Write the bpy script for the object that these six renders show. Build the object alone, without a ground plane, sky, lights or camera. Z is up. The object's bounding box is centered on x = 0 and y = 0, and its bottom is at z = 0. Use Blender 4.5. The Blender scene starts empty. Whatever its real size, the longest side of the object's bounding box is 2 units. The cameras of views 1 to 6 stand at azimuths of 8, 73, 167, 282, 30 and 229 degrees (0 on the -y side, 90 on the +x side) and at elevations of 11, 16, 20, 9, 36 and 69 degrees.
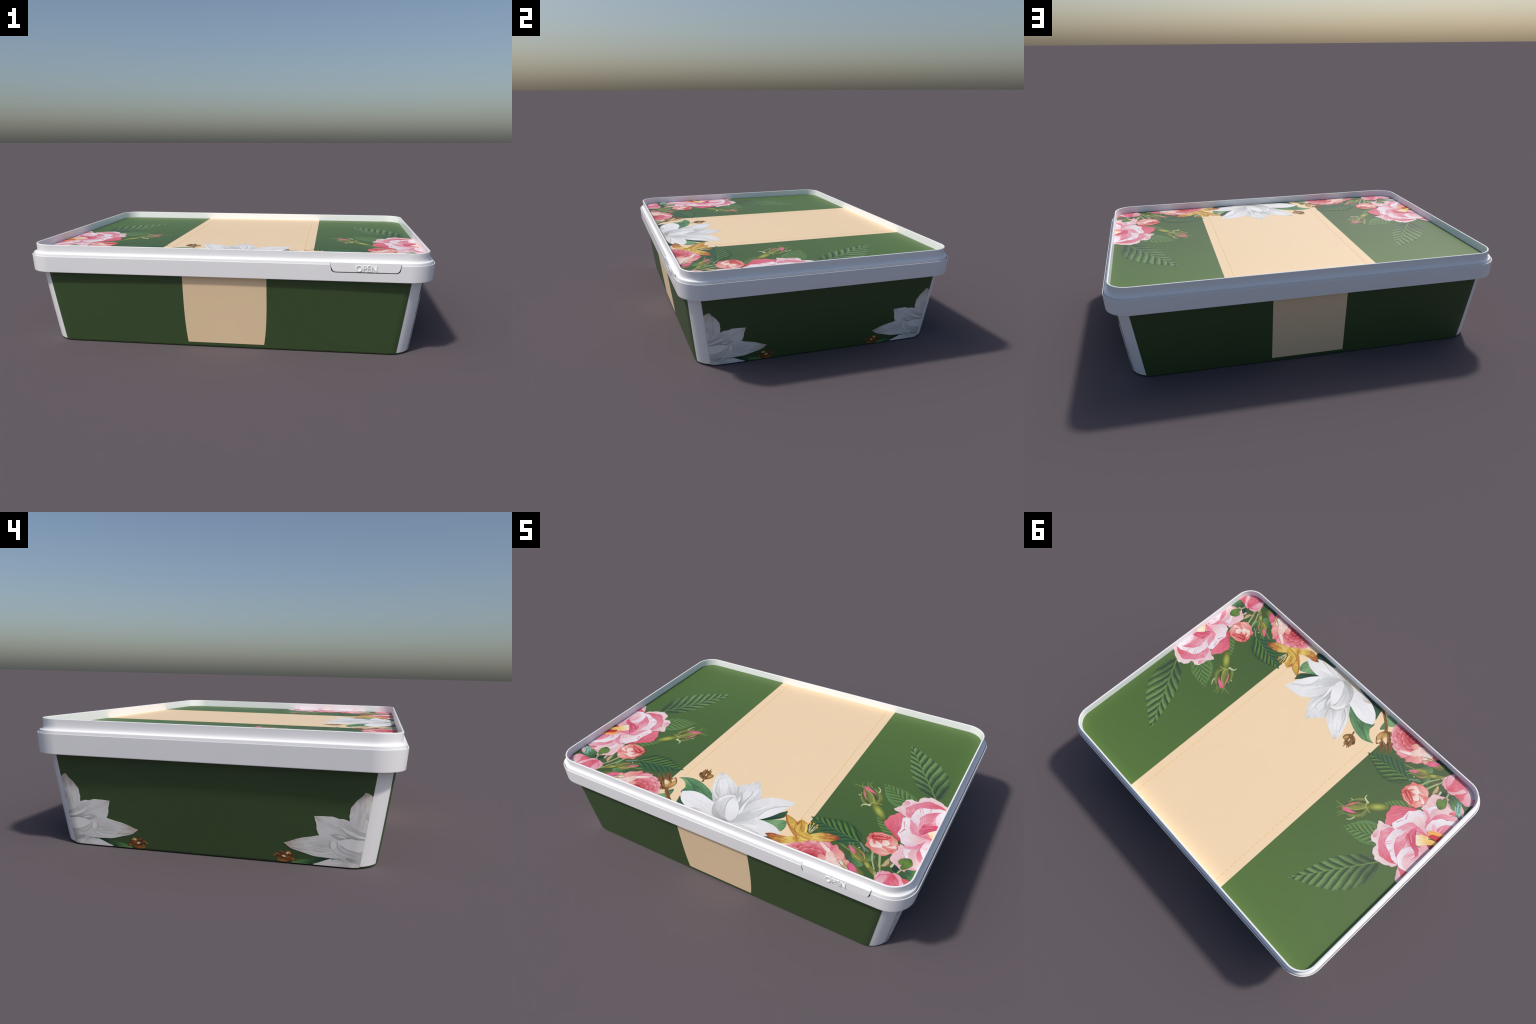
# A white plastic food tub with a floral printed lid and label.
C_WHITE = (253, 253, 253)
C_GREEN = (62, 85, 47)
C_LID0 = (66, 92, 48)
C_LID1 = (88, 120, 55)
C_CREAM = (252, 222, 180)
C_STITCH = (246, 200, 134)
import bpy, bmesh, math, random
from mathutils import Vector, Matrix

random.seed(7)
scene = bpy.context.scene

# ------------------------------------------------------------------ materials
def lin(c):
    c = c / 255.0
    return c / 12.92 if c <= 0.04045 else ((c + 0.055) / 1.055) ** 2.4

def rgb(r, g, b):
    """Ink colour in 0..255 as the printer would name it -> linear base colour."""
    return (lin(r), lin(g), lin(b), 1.0)

def new_material(name):
    m = bpy.data.materials.new(name)
    m.use_nodes = True
    nt = m.node_tree
    return m, nt, nt.nodes["Principled BSDF"]

def plastic(name, colour, rough, spec=0.5):
    m, nt, p = new_material(name)
    tc = nt.nodes.new("ShaderNodeTexCoord")
    n = nt.nodes.new("ShaderNodeTexNoise")
    n.inputs["Scale"].default_value = 5.0
    n.inputs["Detail"].default_value = 3.0
    nt.links.new(tc.outputs["Object"], n.inputs["Vector"])
    r = nt.nodes.new("ShaderNodeValToRGB")
    r.color_ramp.elements[0].position = 0.3
    r.color_ramp.elements[1].position = 0.7
    r.color_ramp.elements[0].color = tuple(c * 0.985 for c in colour[:3]) + (1,)
    r.color_ramp.elements[1].color = colour
    nt.links.new(n.outputs["Fac"], r.inputs["Fac"])
    nt.links.new(r.outputs["Color"], p.inputs["Base Color"])
    p.inputs["Roughness"].default_value = rough
    p.inputs["Specular IOR Level"].default_value = spec
    return m

PRINT_ROUGH = 0.5

def math_node(nt, op, a, b=None, c=None):
    n = nt.nodes.new("ShaderNodeMath")
    n.operation = op
    for i, v in enumerate((a, b, c)):
        if v is None:
            continue
        if isinstance(v, (int, float)):
            n.inputs[i].default_value = v
        else:
            nt.links.new(v, n.inputs[i])
    return n.outputs[0]

def ramp(nt, fac, stops):
    r = nt.nodes.new("ShaderNodeValToRGB")
    e = r.color_ramp.elements
    e.remove(e[1])
    e[0].position, e[0].color = stops[0]
    for pos, col in stops[1:]:
        e.new(pos).color = col
    nt.links.new(fac, r.inputs["Fac"])
    return r.outputs["Color"]

def mix(nt, fac, a, b, blend="MIX"):
    n = nt.nodes.new("ShaderNodeMix")
    n.data_type = "RGBA"
    n.blend_type = blend
    for sock, v in ((n.inputs["Factor"], fac), (n.inputs["A"], a), (n.inputs["B"], b)):
        pass
    ins = [s for s in n.inputs if s.enabled]
    for sock, v in zip(ins, (fac, a, b)):
        if isinstance(v, (int, float, tuple)):
            sock.default_value = v
        else:
            nt.links.new(v, sock)
    return [o for o in n.outputs if o.enabled][0]

def ink(name, stops, along="y", streak=0.12, blotch=0.10, fold=None):
    """Watercolour ink.  Every printed shape has its own frame: y runs 0 (base) to 1 (tip),
    x runs across in the same unit.  `stops` are colours along y, or across (|x|), or round (r)."""
    m, nt, p = new_material(name)
    tc = nt.nodes.new("ShaderNodeTexCoord")
    s = nt.nodes.new("ShaderNodeSeparateXYZ")
    nt.links.new(tc.outputs["Object"], s.inputs[0])
    X, Y = s.outputs[0], s.outputs[1]
    mp = nt.nodes.new("ShaderNodeMapping")
    mp.inputs["Scale"].default_value = (16.0, 2.2, 1.0)
    info = nt.nodes.new("ShaderNodeObjectInfo")
    nt.links.new(tc.outputs["Object"], mp.inputs["Vector"])
    n1 = nt.nodes.new("ShaderNodeTexNoise")
    n1.noise_dimensions = "4D"
    nt.links.new(mp.outputs[0], n1.inputs["Vector"])
    nt.links.new(math_node(nt, "MULTIPLY", info.outputs["Random"], 40.0), n1.inputs["W"])
    n1.inputs["Scale"].default_value = 1.0
    n1.inputs["Detail"].default_value = 4.0
    n2 = nt.nodes.new("ShaderNodeTexNoise")
    nt.links.new(tc.outputs["Object"], n2.inputs["Vector"])
    n2.inputs["Scale"].default_value = 7.0
    n2.inputs["Detail"].default_value = 2.0
    if along == "y":
        f = Y
    elif along == "x":
        f = math_node(nt, "MULTIPLY", math_node(nt, "ABSOLUTE", X), 2.0)
    elif along == "sx":
        f = math_node(nt, "ADD", math_node(nt, "MULTIPLY", X, 1.0), 0.5)
    elif along == "e":
        ex, ey = math_node(nt, "MULTIPLY", X, 4.2), math_node(nt, "MULTIPLY", math_node(nt, "SUBTRACT", Y, 0.4), 1.6)
        f = math_node(nt, "SQRT", math_node(nt, "ADD", math_node(nt, "MULTIPLY", ex, ex), math_node(nt, "MULTIPLY", ey, ey)))
    else:
        dy = math_node(nt, "SUBTRACT", Y, 0.5)
        f = math_node(nt, "MULTIPLY", math_node(nt, "SQRT", math_node(nt, "ADD", math_node(nt, "MULTIPLY", X, X), math_node(nt, "MULTIPLY", dy, dy))), 2.0)
    j = math_node(nt, "MULTIPLY", math_node(nt, "SUBTRACT", n1.outputs["Fac"], 0.5), streak * 4.0)
    k = math_node(nt, "MULTIPLY", math_node(nt, "SUBTRACT", n2.outputs["Fac"], 0.5), streak * 2.0)
    f = math_node(nt, "ADD", math_node(nt, "ADD", f, j), k)
    col = ramp(nt, f, stops)
    v = math_node(nt, "ADD", math_node(nt, "MULTIPLY", math_node(nt, "SUBTRACT", n1.outputs["Fac"], 0.5), blotch * 2.5), 1.0)
    hs = nt.nodes.new("ShaderNodeHueSaturation")
    nt.links.new(col, hs.inputs["Color"])
    nt.links.new(v, hs.inputs["Value"])
    nt.links.new(hs.outputs["Color"], p.inputs["Base Color"])
    p.inputs["Roughness"].default_value = PRINT_ROUGH
    return m

def leaf_ink(name, dark, midc, light, rib, ribs=9.0, lean=1.3, half=None, deep=0.35, shade=0.22, slim=(0.25, 0.30), base=None, margin=None):
    """Leaf: curved side veins (dark valley, light blade between), midrib line, darker near the stalk."""
    m, nt, p = new_material(name)
    tc = nt.nodes.new("ShaderNodeTexCoord")
    s = nt.nodes.new("ShaderNodeSeparateXYZ")
    nt.links.new(tc.outputs["Object"], s.inputs[0])
    X, Y = s.outputs[0], s.outputs[1]
    n = nt.nodes.new("ShaderNodeTexNoise")
    n.inputs["Scale"].default_value = 9.0
    n.inputs["Detail"].default_value = 4.0
    nt.links.new(tc.outputs["Object"], n.inputs["Vector"])
    noise = math_node(nt, "SUBTRACT", n.outputs["Fac"], 0.5)
    ax = math_node(nt, "ABSOLUTE", X)
    # vein coordinate: ribs leave the midrib and bend towards the tip
    bent = math_node(nt, "POWER", math_node(nt, "ADD", ax, 0.0001), 0.8)
    v = math_node(nt, "SUBTRACT", Y, math_node(nt, "MULTIPLY", bent, lean))
    v = math_node(nt, "ADD", v, math_node(nt, "MULTIPLY", noise, 0.03))
    side = math_node(nt, "MULTIPLY", math_node(nt, "GREATER_THAN", X, 0.0), 0.5)
    fr = math_node(nt, "FRACT", math_node(nt, "ADD", math_node(nt, "MULTIPLY", v, ribs), side))
    fr = math_node(nt, "ADD", fr, math_node(nt, "MULTIPLY", noise, 0.3))
    inner = math_node(nt, "SUBTRACT", 1.0, math_node(nt, "MULTIPLY", ax, 6.5))
    fr = math_node(nt, "SUBTRACT", fr, math_node(nt, "MULTIPLY", math_node(nt, "MAXIMUM", inner, 0.0), math_node(nt, "MULTIPLY", math_node(nt, "SUBTRACT", 1.0, fr), shade)))
    col = ramp(nt, fr, [(0.0, dark), (0.08, dark), (0.36, midc), (0.66, light), (0.93, light), (1.0, midc)])
    # veins fade out towards the margin (leaf width modelled as a sine along the midrib)
    wide = math_node(nt, "MULTIPLY", math_node(nt, "SINE", math_node(nt, "MULTIPLY", math_node(nt, "POWER", math_node(nt, "MINIMUM", math_node(nt, "MAXIMUM", Y, 0.001), 1.0), 0.77), math.pi)),
                     math_node(nt, "ADD", math_node(nt, "MULTIPLY", math_node(nt, "GREATER_THAN", X, 0.0), slim[1] - slim[0]), slim[0]))
    edge = math_node(nt, "DIVIDE", ax, math_node(nt, "MAXIMUM", wide, 0.02))
    edge = math_node(nt, "ADD", edge, math_node(nt, "MULTIPLY", noise, 0.25))
    fade = ramp(nt, edge, [(0.62, (0, 0, 0, 1)), (0.92, (1, 1, 1, 1))])
    col = mix(nt, math_node(nt, "MULTIPLY", fade, 0.6), col, midc)
    if margin:
        rimmed = ramp(nt, edge, [(0.86, (0, 0, 0, 1)), (0.98, (1, 1, 1, 1))])
        col = mix(nt, math_node(nt, "MULTIPLY", rimmed, 0.6), col, margin)
    low = ramp(nt, math_node(nt, "ADD", Y, math_node(nt, "MULTIPLY", noise, 0.4)), [(0.0, (1, 1, 1, 1)), (0.5, (0, 0, 0, 1))])
    col = mix(nt, math_node(nt, "MULTIPLY", low, deep), col, base or dark)
    if half:
        col = mix(nt, math_node(nt, "MULTIPLY", math_node(nt, "LESS_THAN", X, 0.0), 0.75), col, half, "MIX")
        col = mix(nt, math_node(nt, "MULTIPLY", math_node(nt, "LESS_THAN", fr, 0.22), 0.7), col, dark)
    w = math_node(nt, "MULTIPLY", math_node(nt, "SUBTRACT", 1.15, Y), 0.007)
    col = mix(nt, math_node(nt, "LESS_THAN", ax, w), col, rib)
    nt.links.new(col, p.inputs["Base Color"])
    p.inputs["Roughness"].default_value = PRINT_ROUGH
    return m

# ------------------------------------------------------------------ object helpers
root = bpy.data.objects.new("food_tub", None)
root["label"] = "white plastic tub with green floral printed lid"
root["category"] = "food container"
scene.collection.objects.link(root)

def add_object(name, mesh, parent, mats=()):
    o = bpy.data.objects.new(name, mesh)
    scene.collection.objects.link(o)
    for m in mats:
        mesh.materials.append(m)
    o.parent = parent
    return o

def rounded_rect(hx, hy, r, seg=14):
    pts = []
    for cx, cy, a0 in ((hx - r, hy - r, 0), (-hx + r, hy - r, 90), (-hx + r, -hy + r, 180), (hx - r, -hy + r, 270)):
        for i in range(seg + 1):
            a = math.radians(a0 + 90.0 * i / seg)
            pts.append((cx + r * math.cos(a), cy + r * math.sin(a)))
    return pts

def loft(name, rings, cap_start=False, cap_end=False, closed=False):
    """Skin equal-count rings of 3D points."""
    bm = bmesh.new()
    rows = [[bm.verts.new(p) for p in ring] for ring in rings]
    n = len(rows[0])
    pairs = list(zip(rows, rows[1:])) + ([(rows[-1], rows[0])] if closed else [])
    for a, b in pairs:
        for i in range(n):
            bm.faces.new((a[i], a[(i + 1) % n], b[(i + 1) % n], b[i]))
    if cap_start:
        bm.faces.new(list(reversed(rows[0])))
    if cap_end:
        bm.faces.new(rows[-1])
    bmesh.ops.recalc_face_normals(bm, faces=bm.faces)
    me = bpy.data.meshes.new(name)
    bm.to_mesh(me)
    bm.free()
    return me

def smooth_by_angle(o, angle=32):
    me = o.data
    me.polygons.foreach_set("use_smooth", [True] * len(me.polygons))
    me.set_sharp_from_angle(angle=math.radians(angle))
    w = o.modifiers.new("face_weighted_normals", "WEIGHTED_NORMAL")
    w.keep_sharp = True
    w.weight = 80

WHITE = plastic("white_plastic", rgb(*C_WHITE), 0.28)
GREEN = plastic("green_label_ink", rgb(*C_GREEN), PRINT_ROUGH)
def lid_green():
    """Green of the lid field along y: darker by the flowers, lighter and yellower at the far edge."""
    m, nt, p = new_material("green_lid_ink")
    tc = nt.nodes.new("ShaderNodeTexCoord")
    s = nt.nodes.new("ShaderNodeSeparateXYZ")
    nt.links.new(tc.outputs["Object"], s.inputs[0])
    t = math_node(nt, "ADD", math_node(nt, "MULTIPLY", s.outputs[1], 0.72), 0.5)
    col = ramp(nt, t, [(0.0, rgb(*C_LID0)), (1.0, rgb(*C_LID1))])
    nt.links.new(col, p.inputs["Base Color"])
    p.inputs["Roughness"].default_value = PRINT_ROUGH
    return m
CREAM = plastic("cream_label_ink", rgb(*C_CREAM), PRINT_ROUGH)
STITCH = plastic("stitch_ink", rgb(*C_STITCH), PRINT_ROUGH)

LID_GREEN = lid_green()

# ------------------------------------------------------------------ lid
LID_Z = 0.4710          # printed floor of the lid
OX, OY, OR = 1.0, 0.7232, 0.128   # outermost skirt: half length, half width, corner radius

def rim_shift(d):
    """The rim stands a little closer to the skirt along the long sides than at the ends."""
    return 0.0043 * min(max((d - 0.010) / 0.010, 0.0), 1.0)
def ring(d, z):
    return [(x, y, z) for x, y in rounded_rect(OX - d, OY - d + rim_shift(d), max(OR - d, 0.01))]

# (inset from the outermost outline, height): inner floor edge -> rim -> ledge -> gap -> skirt -> inside
lid_profile = [
    (0.0360, LID_Z - 0.004), (0.0360, LID_Z + 0.002), (0.0352, LID_Z + 0.010), (0.0335, 0.500), (0.0332, 0.5078),
    (0.0326, 0.5102), (0.0310, 0.5114), (0.0265, 0.5114), (0.0250, 0.5102), (0.0244, 0.5078),
    (0.0255, 0.4960), (0.0262, 0.4840), (0.0262, 0.4780), (0.0250, 0.4725), (0.0220, 0.4690), (0.0175, 0.4675),
    (0.0105, 0.4670), (0.0092, 0.4664), (0.0085, 0.4650), (0.0084, 0.4600), (0.0084, 0.4420), (0.0042, 0.4420),
    (0.0040, 0.4540), (0.0036, 0.4552), (0.0028, 0.4556), (0.0010, 0.4556), (0.0003, 0.4552), (0.0, 0.4540),
    (0.0022, 0.4250), (0.0058, 0.3800), (0.0066, 0.3770), (0.0084, 0.3758), (0.0104, 0.3770),
    (0.0110, 0.4200), (0.0150, 0.4380), (0.0450, 0.4380), (0.0480, LID_Z - 0.010), (0.0480, LID_Z - 0.004),
]
lid = add_object("lid", loft("lid", [ring(d, z) for d, z in lid_profile], cap_start=True, cap_end=True), root, [WHITE])

# opening tab: a pocket cut in the skirt, a loose flap set into it
TAB_L, TAB_R, TAB_B, TAB_T = 0.513, 0.834, 0.4200, 0.4664
def tab_outline(grow):
    """U-shaped flap outline in (x, z), flaring to the top, rounded lower corners."""
    l, r, b, t, c = TAB_L - grow, TAB_R + grow, TAB_B - grow, TAB_T, 0.016
    pts = [(r, t), (l, t), (l + 0.001, b + 0.028)]
    for i in range(7):
        a = math.radians(185 + 80 * i / 6)
        pts.append((l + 0.005 + c * (1 + math.cos(a)) * 1.1, b + c * (1 + math.sin(a))))
    right = [(l + r - x, z) for x, z in reversed(pts[2:])]
    return pts + right

def prism_y(name, outline, y0, y1):
    bm = bmesh.new()
    a = [bm.verts.new((x, y0, z)) for x, z in outline]
    b = [bm.verts.new((x, y1, z)) for x, z in outline]
    n = len(a)
    bm.faces.new(a)
    bm.faces.new(list(reversed(b)))
    for i in range(n):
        bm.faces.new((a[i], b[i], b[(i + 1) % n], a[(i + 1) % n]))
    bmesh.ops.recalc_face_normals(bm, faces=bm.faces)
    me = bpy.data.meshes.new(name)
    bm.to_mesh(me)
    bm.free()
    return me

pocket = add_object("pocket_cutter", prism_y("pocket", [(x, z + (0.02 if z > TAB_T - 0.001 else 0)) for x, z in tab_outline(0.0022)], -0.74, -0.7090), None)
bpy.context.view_layer.update()
mod = lid.modifiers.new("pocket", "BOOLEAN")
mod.object = pocket
mod.solver = "EXACT"
dg = bpy.context.evaluated_depsgraph_get()
cut = bpy.data.meshes.new_from_object(lid.evaluated_get(dg))
lid.modifiers.clear()
lid.data = cut
bpy.data.objects.remove(pocket)
smooth_by_angle(lid)

flap = add_object("opening_tab", prism_y("opening_tab", tab_outline(-0.0018), -0.7215, -0.7080), lid, [WHITE])
bv = flap.modifiers.new("soft_edges", "BEVEL")
bv.width, bv.segments, bv.limit_method = 0.0012, 2, "ANGLE"
smooth_by_angle(flap)

txt = bpy.data.curves.new("open_lettering", "FONT")
txt.body = "OPEN"
txt.size = 0.0405
txt.extrude = 0.0025
txt.align_x = "CENTER"
tmp = bpy.data.objects.new("tmp", txt)
scene.collection.objects.link(tmp)
dg = bpy.context.evaluated_depsgraph_get()
dg.update()
tme = bpy.data.meshes.new_from_object(tmp.evaluated_get(dg))
bpy.data.objects.remove(tmp)
word = add_object("open_lettering", tme, flap, [WHITE])
w = max(v.co.x for v in tme.vertices) - min(v.co.x for v in tme.vertices)
h = max(v.co.y for v in tme.vertices) - min(v.co.y for v in tme.vertices)
word.matrix_world = Matrix.Translation((0.677, -0.7222, 0.4255)) @ Matrix.Rotation(math.radians(90), 4, "X") @ Matrix.Diagonal((0.0945 / w, 0.0300 / h, 1, 1))

# ------------------------------------------------------------------ tub body
# The walls lean out, and their middles belly out towards the mouth; the corners are broad and round.
BX, BY = 0.9048, 0.6382          # half sizes at the ground, measured at the middle of each wall
SLX, SLY = 0.1560, 0.1480        # outward slope of the wall middles
def mid(z):
    return BX + SLX * z, BY + SLY * z
def bow(z):
    """How far the wall middle stands out beyond the start of the corner curve."""
    return 0.0015 + 0.0070 * min(z / 0.36, 1.1) ** 1.5
def corner_r(z):
    return 0.100 - 0.022 * z
def corner_n(z):
    """Corner curve exponent: 2 is a round corner, less is a flatter, chamfer-like one."""
    return 1.90 - 0.80 * z

def wall_offset(half, half_other, t, z):
    """Distance of a wall from the centre plane at position t along it (corner curve included)."""
    r, b = corner_r(z), bow(z)
    straight = half_other - b - r
    t = abs(t)
    if t <= straight:
        return half - b * (t / straight) ** 2
    return half - b - r + r * max(1.0 - min((t - straight) / r, 1.0) ** corner_n(z), 0.0) ** (1.0 / corner_n(z))
def wall_y(x, z):
    hx, hy = mid(z)
    return wall_offset(hy, hx, x, z)
def wall_x(y, z):
    hx, hy = mid(z)
    return wall_offset(hx, hy, y, z)

def body_ring(z, inset=0.0, n=24, seg=44):
    hx, hy = mid(z)
    r, b = corner_r(z), bow(z)
    sx, sy = hx - b - r, hy - b - r
    quarter = [(hx - b * (i / n) ** 2 - inset, sy * i / n) for i in range(n)]
    quarter += [(sx + (r - inset) * math.cos(math.pi / 2 * i / seg) ** (2 / corner_n(z)), sy + (r - inset) * math.sin(math.pi / 2 * i / seg) ** (2 / corner_n(z))) for i in range(seg + 1)]
    quarter += [(sx * i / n, hy - b * (i / n) ** 2 - inset) for i in range(n - 1, 0, -1)]
    back = [(-x, y) for x, y in reversed(quarter[1:])]
    upper = quarter + [(0.0, hy - inset)] + back[:-1] + [(-hx + inset, 0.0)]
    upper = quarter + [(0.0, hy - inset)] + [(-x, y) for x, y in reversed(quarter)]
    lower = [(-x, -y) for x, y in upper[1:-1]]
    return [(x, y, z) for x, y in upper + lower]

base_levels = [(0.0, 0.0028), (0.0008, 0.0012), (0.0025, 0.0004), (0.0065, 0.0)]
wall_levels = [(0.0065, 0.0), (0.0100, 0.0)] + [(0.02 + 0.03 * i, 0.0) for i in range(15)]
container = add_object("container", loft("container", [body_ring(z, i) for z, i in wall_levels] + [body_ring(0.44, 0.012), body_ring(0.02, 0.012)], cap_end=True), root, [WHITE])
smooth_by_angle(container)
bottom = add_object("base_label", loft("base_label", [body_ring(z, i) for z, i in base_levels], cap_start=True), container, [GREEN])
smooth_by_angle(bottom)

# ------------------------------------------------------------------ print engine
class Sheet:
    """A flat printed area.  2D points (p, q) on it are placed at origin + p*U + q*V, layers stack along N."""
    def __init__(self, parent, origin, U, V, N, clip, step=0.00001, relief=None, cuts=()):
        self.step, self.relief, self.cuts = step, relief, cuts
        self.parent, self.o = parent, Vector(origin)
        self.U, self.V, self.N = Vector(U), Vector(V).normalized(), Vector(N).normalized()
        self.clip, self.layer = clip, 0

    def put(self, name, mat, outline, base, tip):
        outlines = outline if isinstance(outline[0], list) else [outline]
        outlines = [o for o in (clip_convex(o, self.clip) for o in outlines) if len(o) >= 3]
        if not outlines:
            return None
        bx, by = base
        dx, dy = tip[0] - bx, tip[1] - by
        L = math.hypot(dx, dy)
        dx, dy = dx / L, dy / L
        self.layer += 1
        h = 0.0004 + self.step * self.layer
        bm = bmesh.new()
        faces = []
        for n_shape, shape in enumerate(outlines):
            hh = h + n_shape * self.step * 0.12
            loc = []
            for p, q in shape:
                rx, ry = p - bx, q - by
                loc.append(((rx * dy - ry * dx) / L, (rx * dx + ry * dy) / L))
            top = [bm.verts.new((x, y, hh)) for x, y in loc]
            bot = [bm.verts.new((x, y, -0.0003)) for x, y in loc]
            n = len(top)
            face = bm.faces.new(top)
            face.normal_update()
            faces.append(face)
            for i in range(n):
                bm.faces.new((top[i], bot[i], bot[(i + 1) % n], top[(i + 1) % n]))
        bmesh.ops.triangulate(bm, faces=faces, ngon_method="EAR_CLIP")
        if self.relief:      # wrap the print onto a curved wall
            for co, no in self.cuts:
                c = ((co[0] - bx) * dy - (co[1] - by) * dx) / L, ((co[0] - bx) * dx + (co[1] - by) * dy) / L
                nn = no[0] * dy - no[1] * dx, no[0] * dx + no[1] * dy
                bmesh.ops.bisect_plane(bm, geom=bm.verts[:] + bm.edges[:] + bm.faces[:], plane_co=(c[0], c[1], 0), plane_no=(nn[0], nn[1], 0), dist=1e-6)
            for v in bm.verts:
                x, y = v.co.x * L, v.co.y * L
                v.co.z += self.relief(bx + x * dy + y * dx, by - x * dx + y * dy)
        bmesh.ops.recalc_face_normals(bm, faces=bm.faces)
        me = bpy.data.meshes.new(name)
        bm.to_mesh(me)
        bm.free()
        o = add_object(name, me, self.parent, [mat])
        ax = self.U * dy - self.V * dx
        ay = self.U * dx + self.V * dy
        pos = self.o + self.U * bx + self.V * by
        M = Matrix.Identity(4)
        for r in range(3):
            M[r][0], M[r][1], M[r][2], M[r][3] = ax[r] * L, ay[r] * L, self.N[r], pos[r]
        o.matrix_world = M
        return o

    def blob(self, name, mat, pts, axis=None, sharp=(), ruffle=0.0, steps=7):
        """Closed smooth shape through a few control points."""
        base, tip = axis if axis else (pts[0], max(pts, key=lambda p: math.dist(p, pts[0])))
        return self.put(name, INK[mat], smooth_loop(pts, sharp, ruffle, steps), base, tip)

    def leaf(self, name, mat, base, tip, left, right, bend=0.0, teeth=0.0, belly=0.42, n=44):
        """Leaf: midrib from base to tip bowed by `bend`, half widths left/right, serrated margin."""
        bx, by = base
        dx, dy = tip[0] - bx, tip[1] - by
        L = math.hypot(dx, dy)
        dx, dy = dx / L, dy / L
        k = math.log(0.5) / math.log(belly)
        sides = []
        for wdt, sg in ((left, -1), (right, 1)):
            row = []
            for i in range(n + 1):
                t = i / n
                prof = math.sin(math.pi * t ** k) ** (0.66 if t < belly else 1.12)
                saw = 1.0 + teeth * ((t * 17 + (0.3 if sg > 0 else 0)) % 1.0 - 0.5) if 0.04 < t < 0.97 else 1.0
                off = sg * wdt * prof * saw + bend * math.sin(math.pi * t)
                row.append((bx + dx * t * L + dy * off, by + dy * t * L - dx * off))
            sides.append(row)
        outline = sides[1] + sides[0][-2:0:-1]
        return self.put(name, INK[mat], outline, base, tip)

    def stroke(self, name, mat, pts, w0, w1=None):
        """Brush stroke: tapered ribbon along a smooth path."""
        w1 = w0 * 0.35 if w1 is None else w1
        path = smooth_path(pts)
        a, b = [], []
        for i, (x, y) in enumerate(path):
            x0, y0 = path[max(i - 1, 0)]
            x1, y1 = path[min(i + 1, len(path) - 1)]
            d = math.hypot(x1 - x0, y1 - y0) or 1.0
            t = i / (len(path) - 1)
            hw = 0.5 * (w0 + (w1 - w0) * t)
            nx, ny = -(y1 - y0) / d * hw, (x1 - x0) / d * hw
            a.append((x + nx, y + ny))
            b.append((x - nx, y - ny))
        return self.put(name, INK[mat], a + b[::-1], pts[0], pts[-1])

    def streaks(self, name, mat, base, tip, spread0, spread1, count, width, rnd):
        """A fan of fine brush marks from base towards tip."""
        (bx, by), (tx, ty) = base, tip
        L = math.dist(base, tip)
        dx, dy = (tx - bx) / L, (ty - by) / L
        marks = []
        for i in range(count):
            u = (i + 0.5 + rnd.uniform(-0.35, 0.35)) / count * 2 - 1
            t0, t1 = rnd.uniform(0.02, 0.35), rnd.uniform(0.55, 0.86)
            path = []
            for j in range(9):
                t = t0 + (t1 - t0) * j / 8
                sp = u * (spread0 + (spread1 - spread0) * t) * (1 + 0.12 * math.sin(3 * t + i))
                path.append((bx + dx * t * L + dy * sp, by + dy * t * L - dx * sp))
            a, b = [], []
            for j, (x, y) in enumerate(path):
                x0, y0 = path[max(j - 1, 0)]
                x1, y1 = path[min(j + 1, 8)]
                d = math.hypot(x1 - x0, y1 - y0)
                hw = 0.5 * width * (0.15 + math.sin(math.pi * j / 8)) * rnd.uniform(0.8, 1.2)
                a.append((x - (y1 - y0) / d * hw, y + (x1 - x0) / d * hw))
                b.append((x + (y1 - y0) / d * hw, y - (x1 - x0) / d * hw))
            marks.append(a + b[::-1])
        o = self.put(name, INK[mat], marks, base, tip)
        if o:
            o["kind"] = "stuff"
        return o

def catmull(p0, p1, p2, p3, t):
    f = lambda a, b, c, d: 0.5 * (2 * b + (c - a) * t + (2 * a - 5 * b + 4 * c - d) * t * t + (3 * b - a - 3 * c + d) * t ** 3)
    return (f(p0[0], p1[0], p2[0], p3[0]), f(p0[1], p1[1], p2[1], p3[1]))

def smooth_loop(pts, sharp=(), ruffle=0.0, steps=7):
    n, out = len(pts), []
    ph = pts[0][0] * 91.7 + pts[0][1] * 57.3
    for i in range(n):
        p1, p2 = pts[i], pts[(i + 1) % n]
        p0 = pts[i - 1] if i not in sharp else p1
        p3 = pts[(i + 2) % n] if (i + 1) % n not in sharp else p2
        for s in range(steps):
            x, y = catmull(p0, p1, p2, p3, s / steps)
            if ruffle:
                g = i + s / steps
                x += ruffle * math.sin(g * 5.1 + ph)
                y += ruffle * math.cos(g * 4.3 + 2 * ph)
            out.append((x, y))
    return out

def smooth_path(pts, steps=6):
    if len(pts) == 2:
        return pts
    out = []
    for i in range(len(pts) - 1):
        p0, p3 = pts[max(i - 1, 0)], pts[min(i + 2, len(pts) - 1)]
        out += [catmull(p0, pts[i], pts[i + 1], p3, s / steps) for s in range(steps)]
    return out + [pts[-1]]

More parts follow.
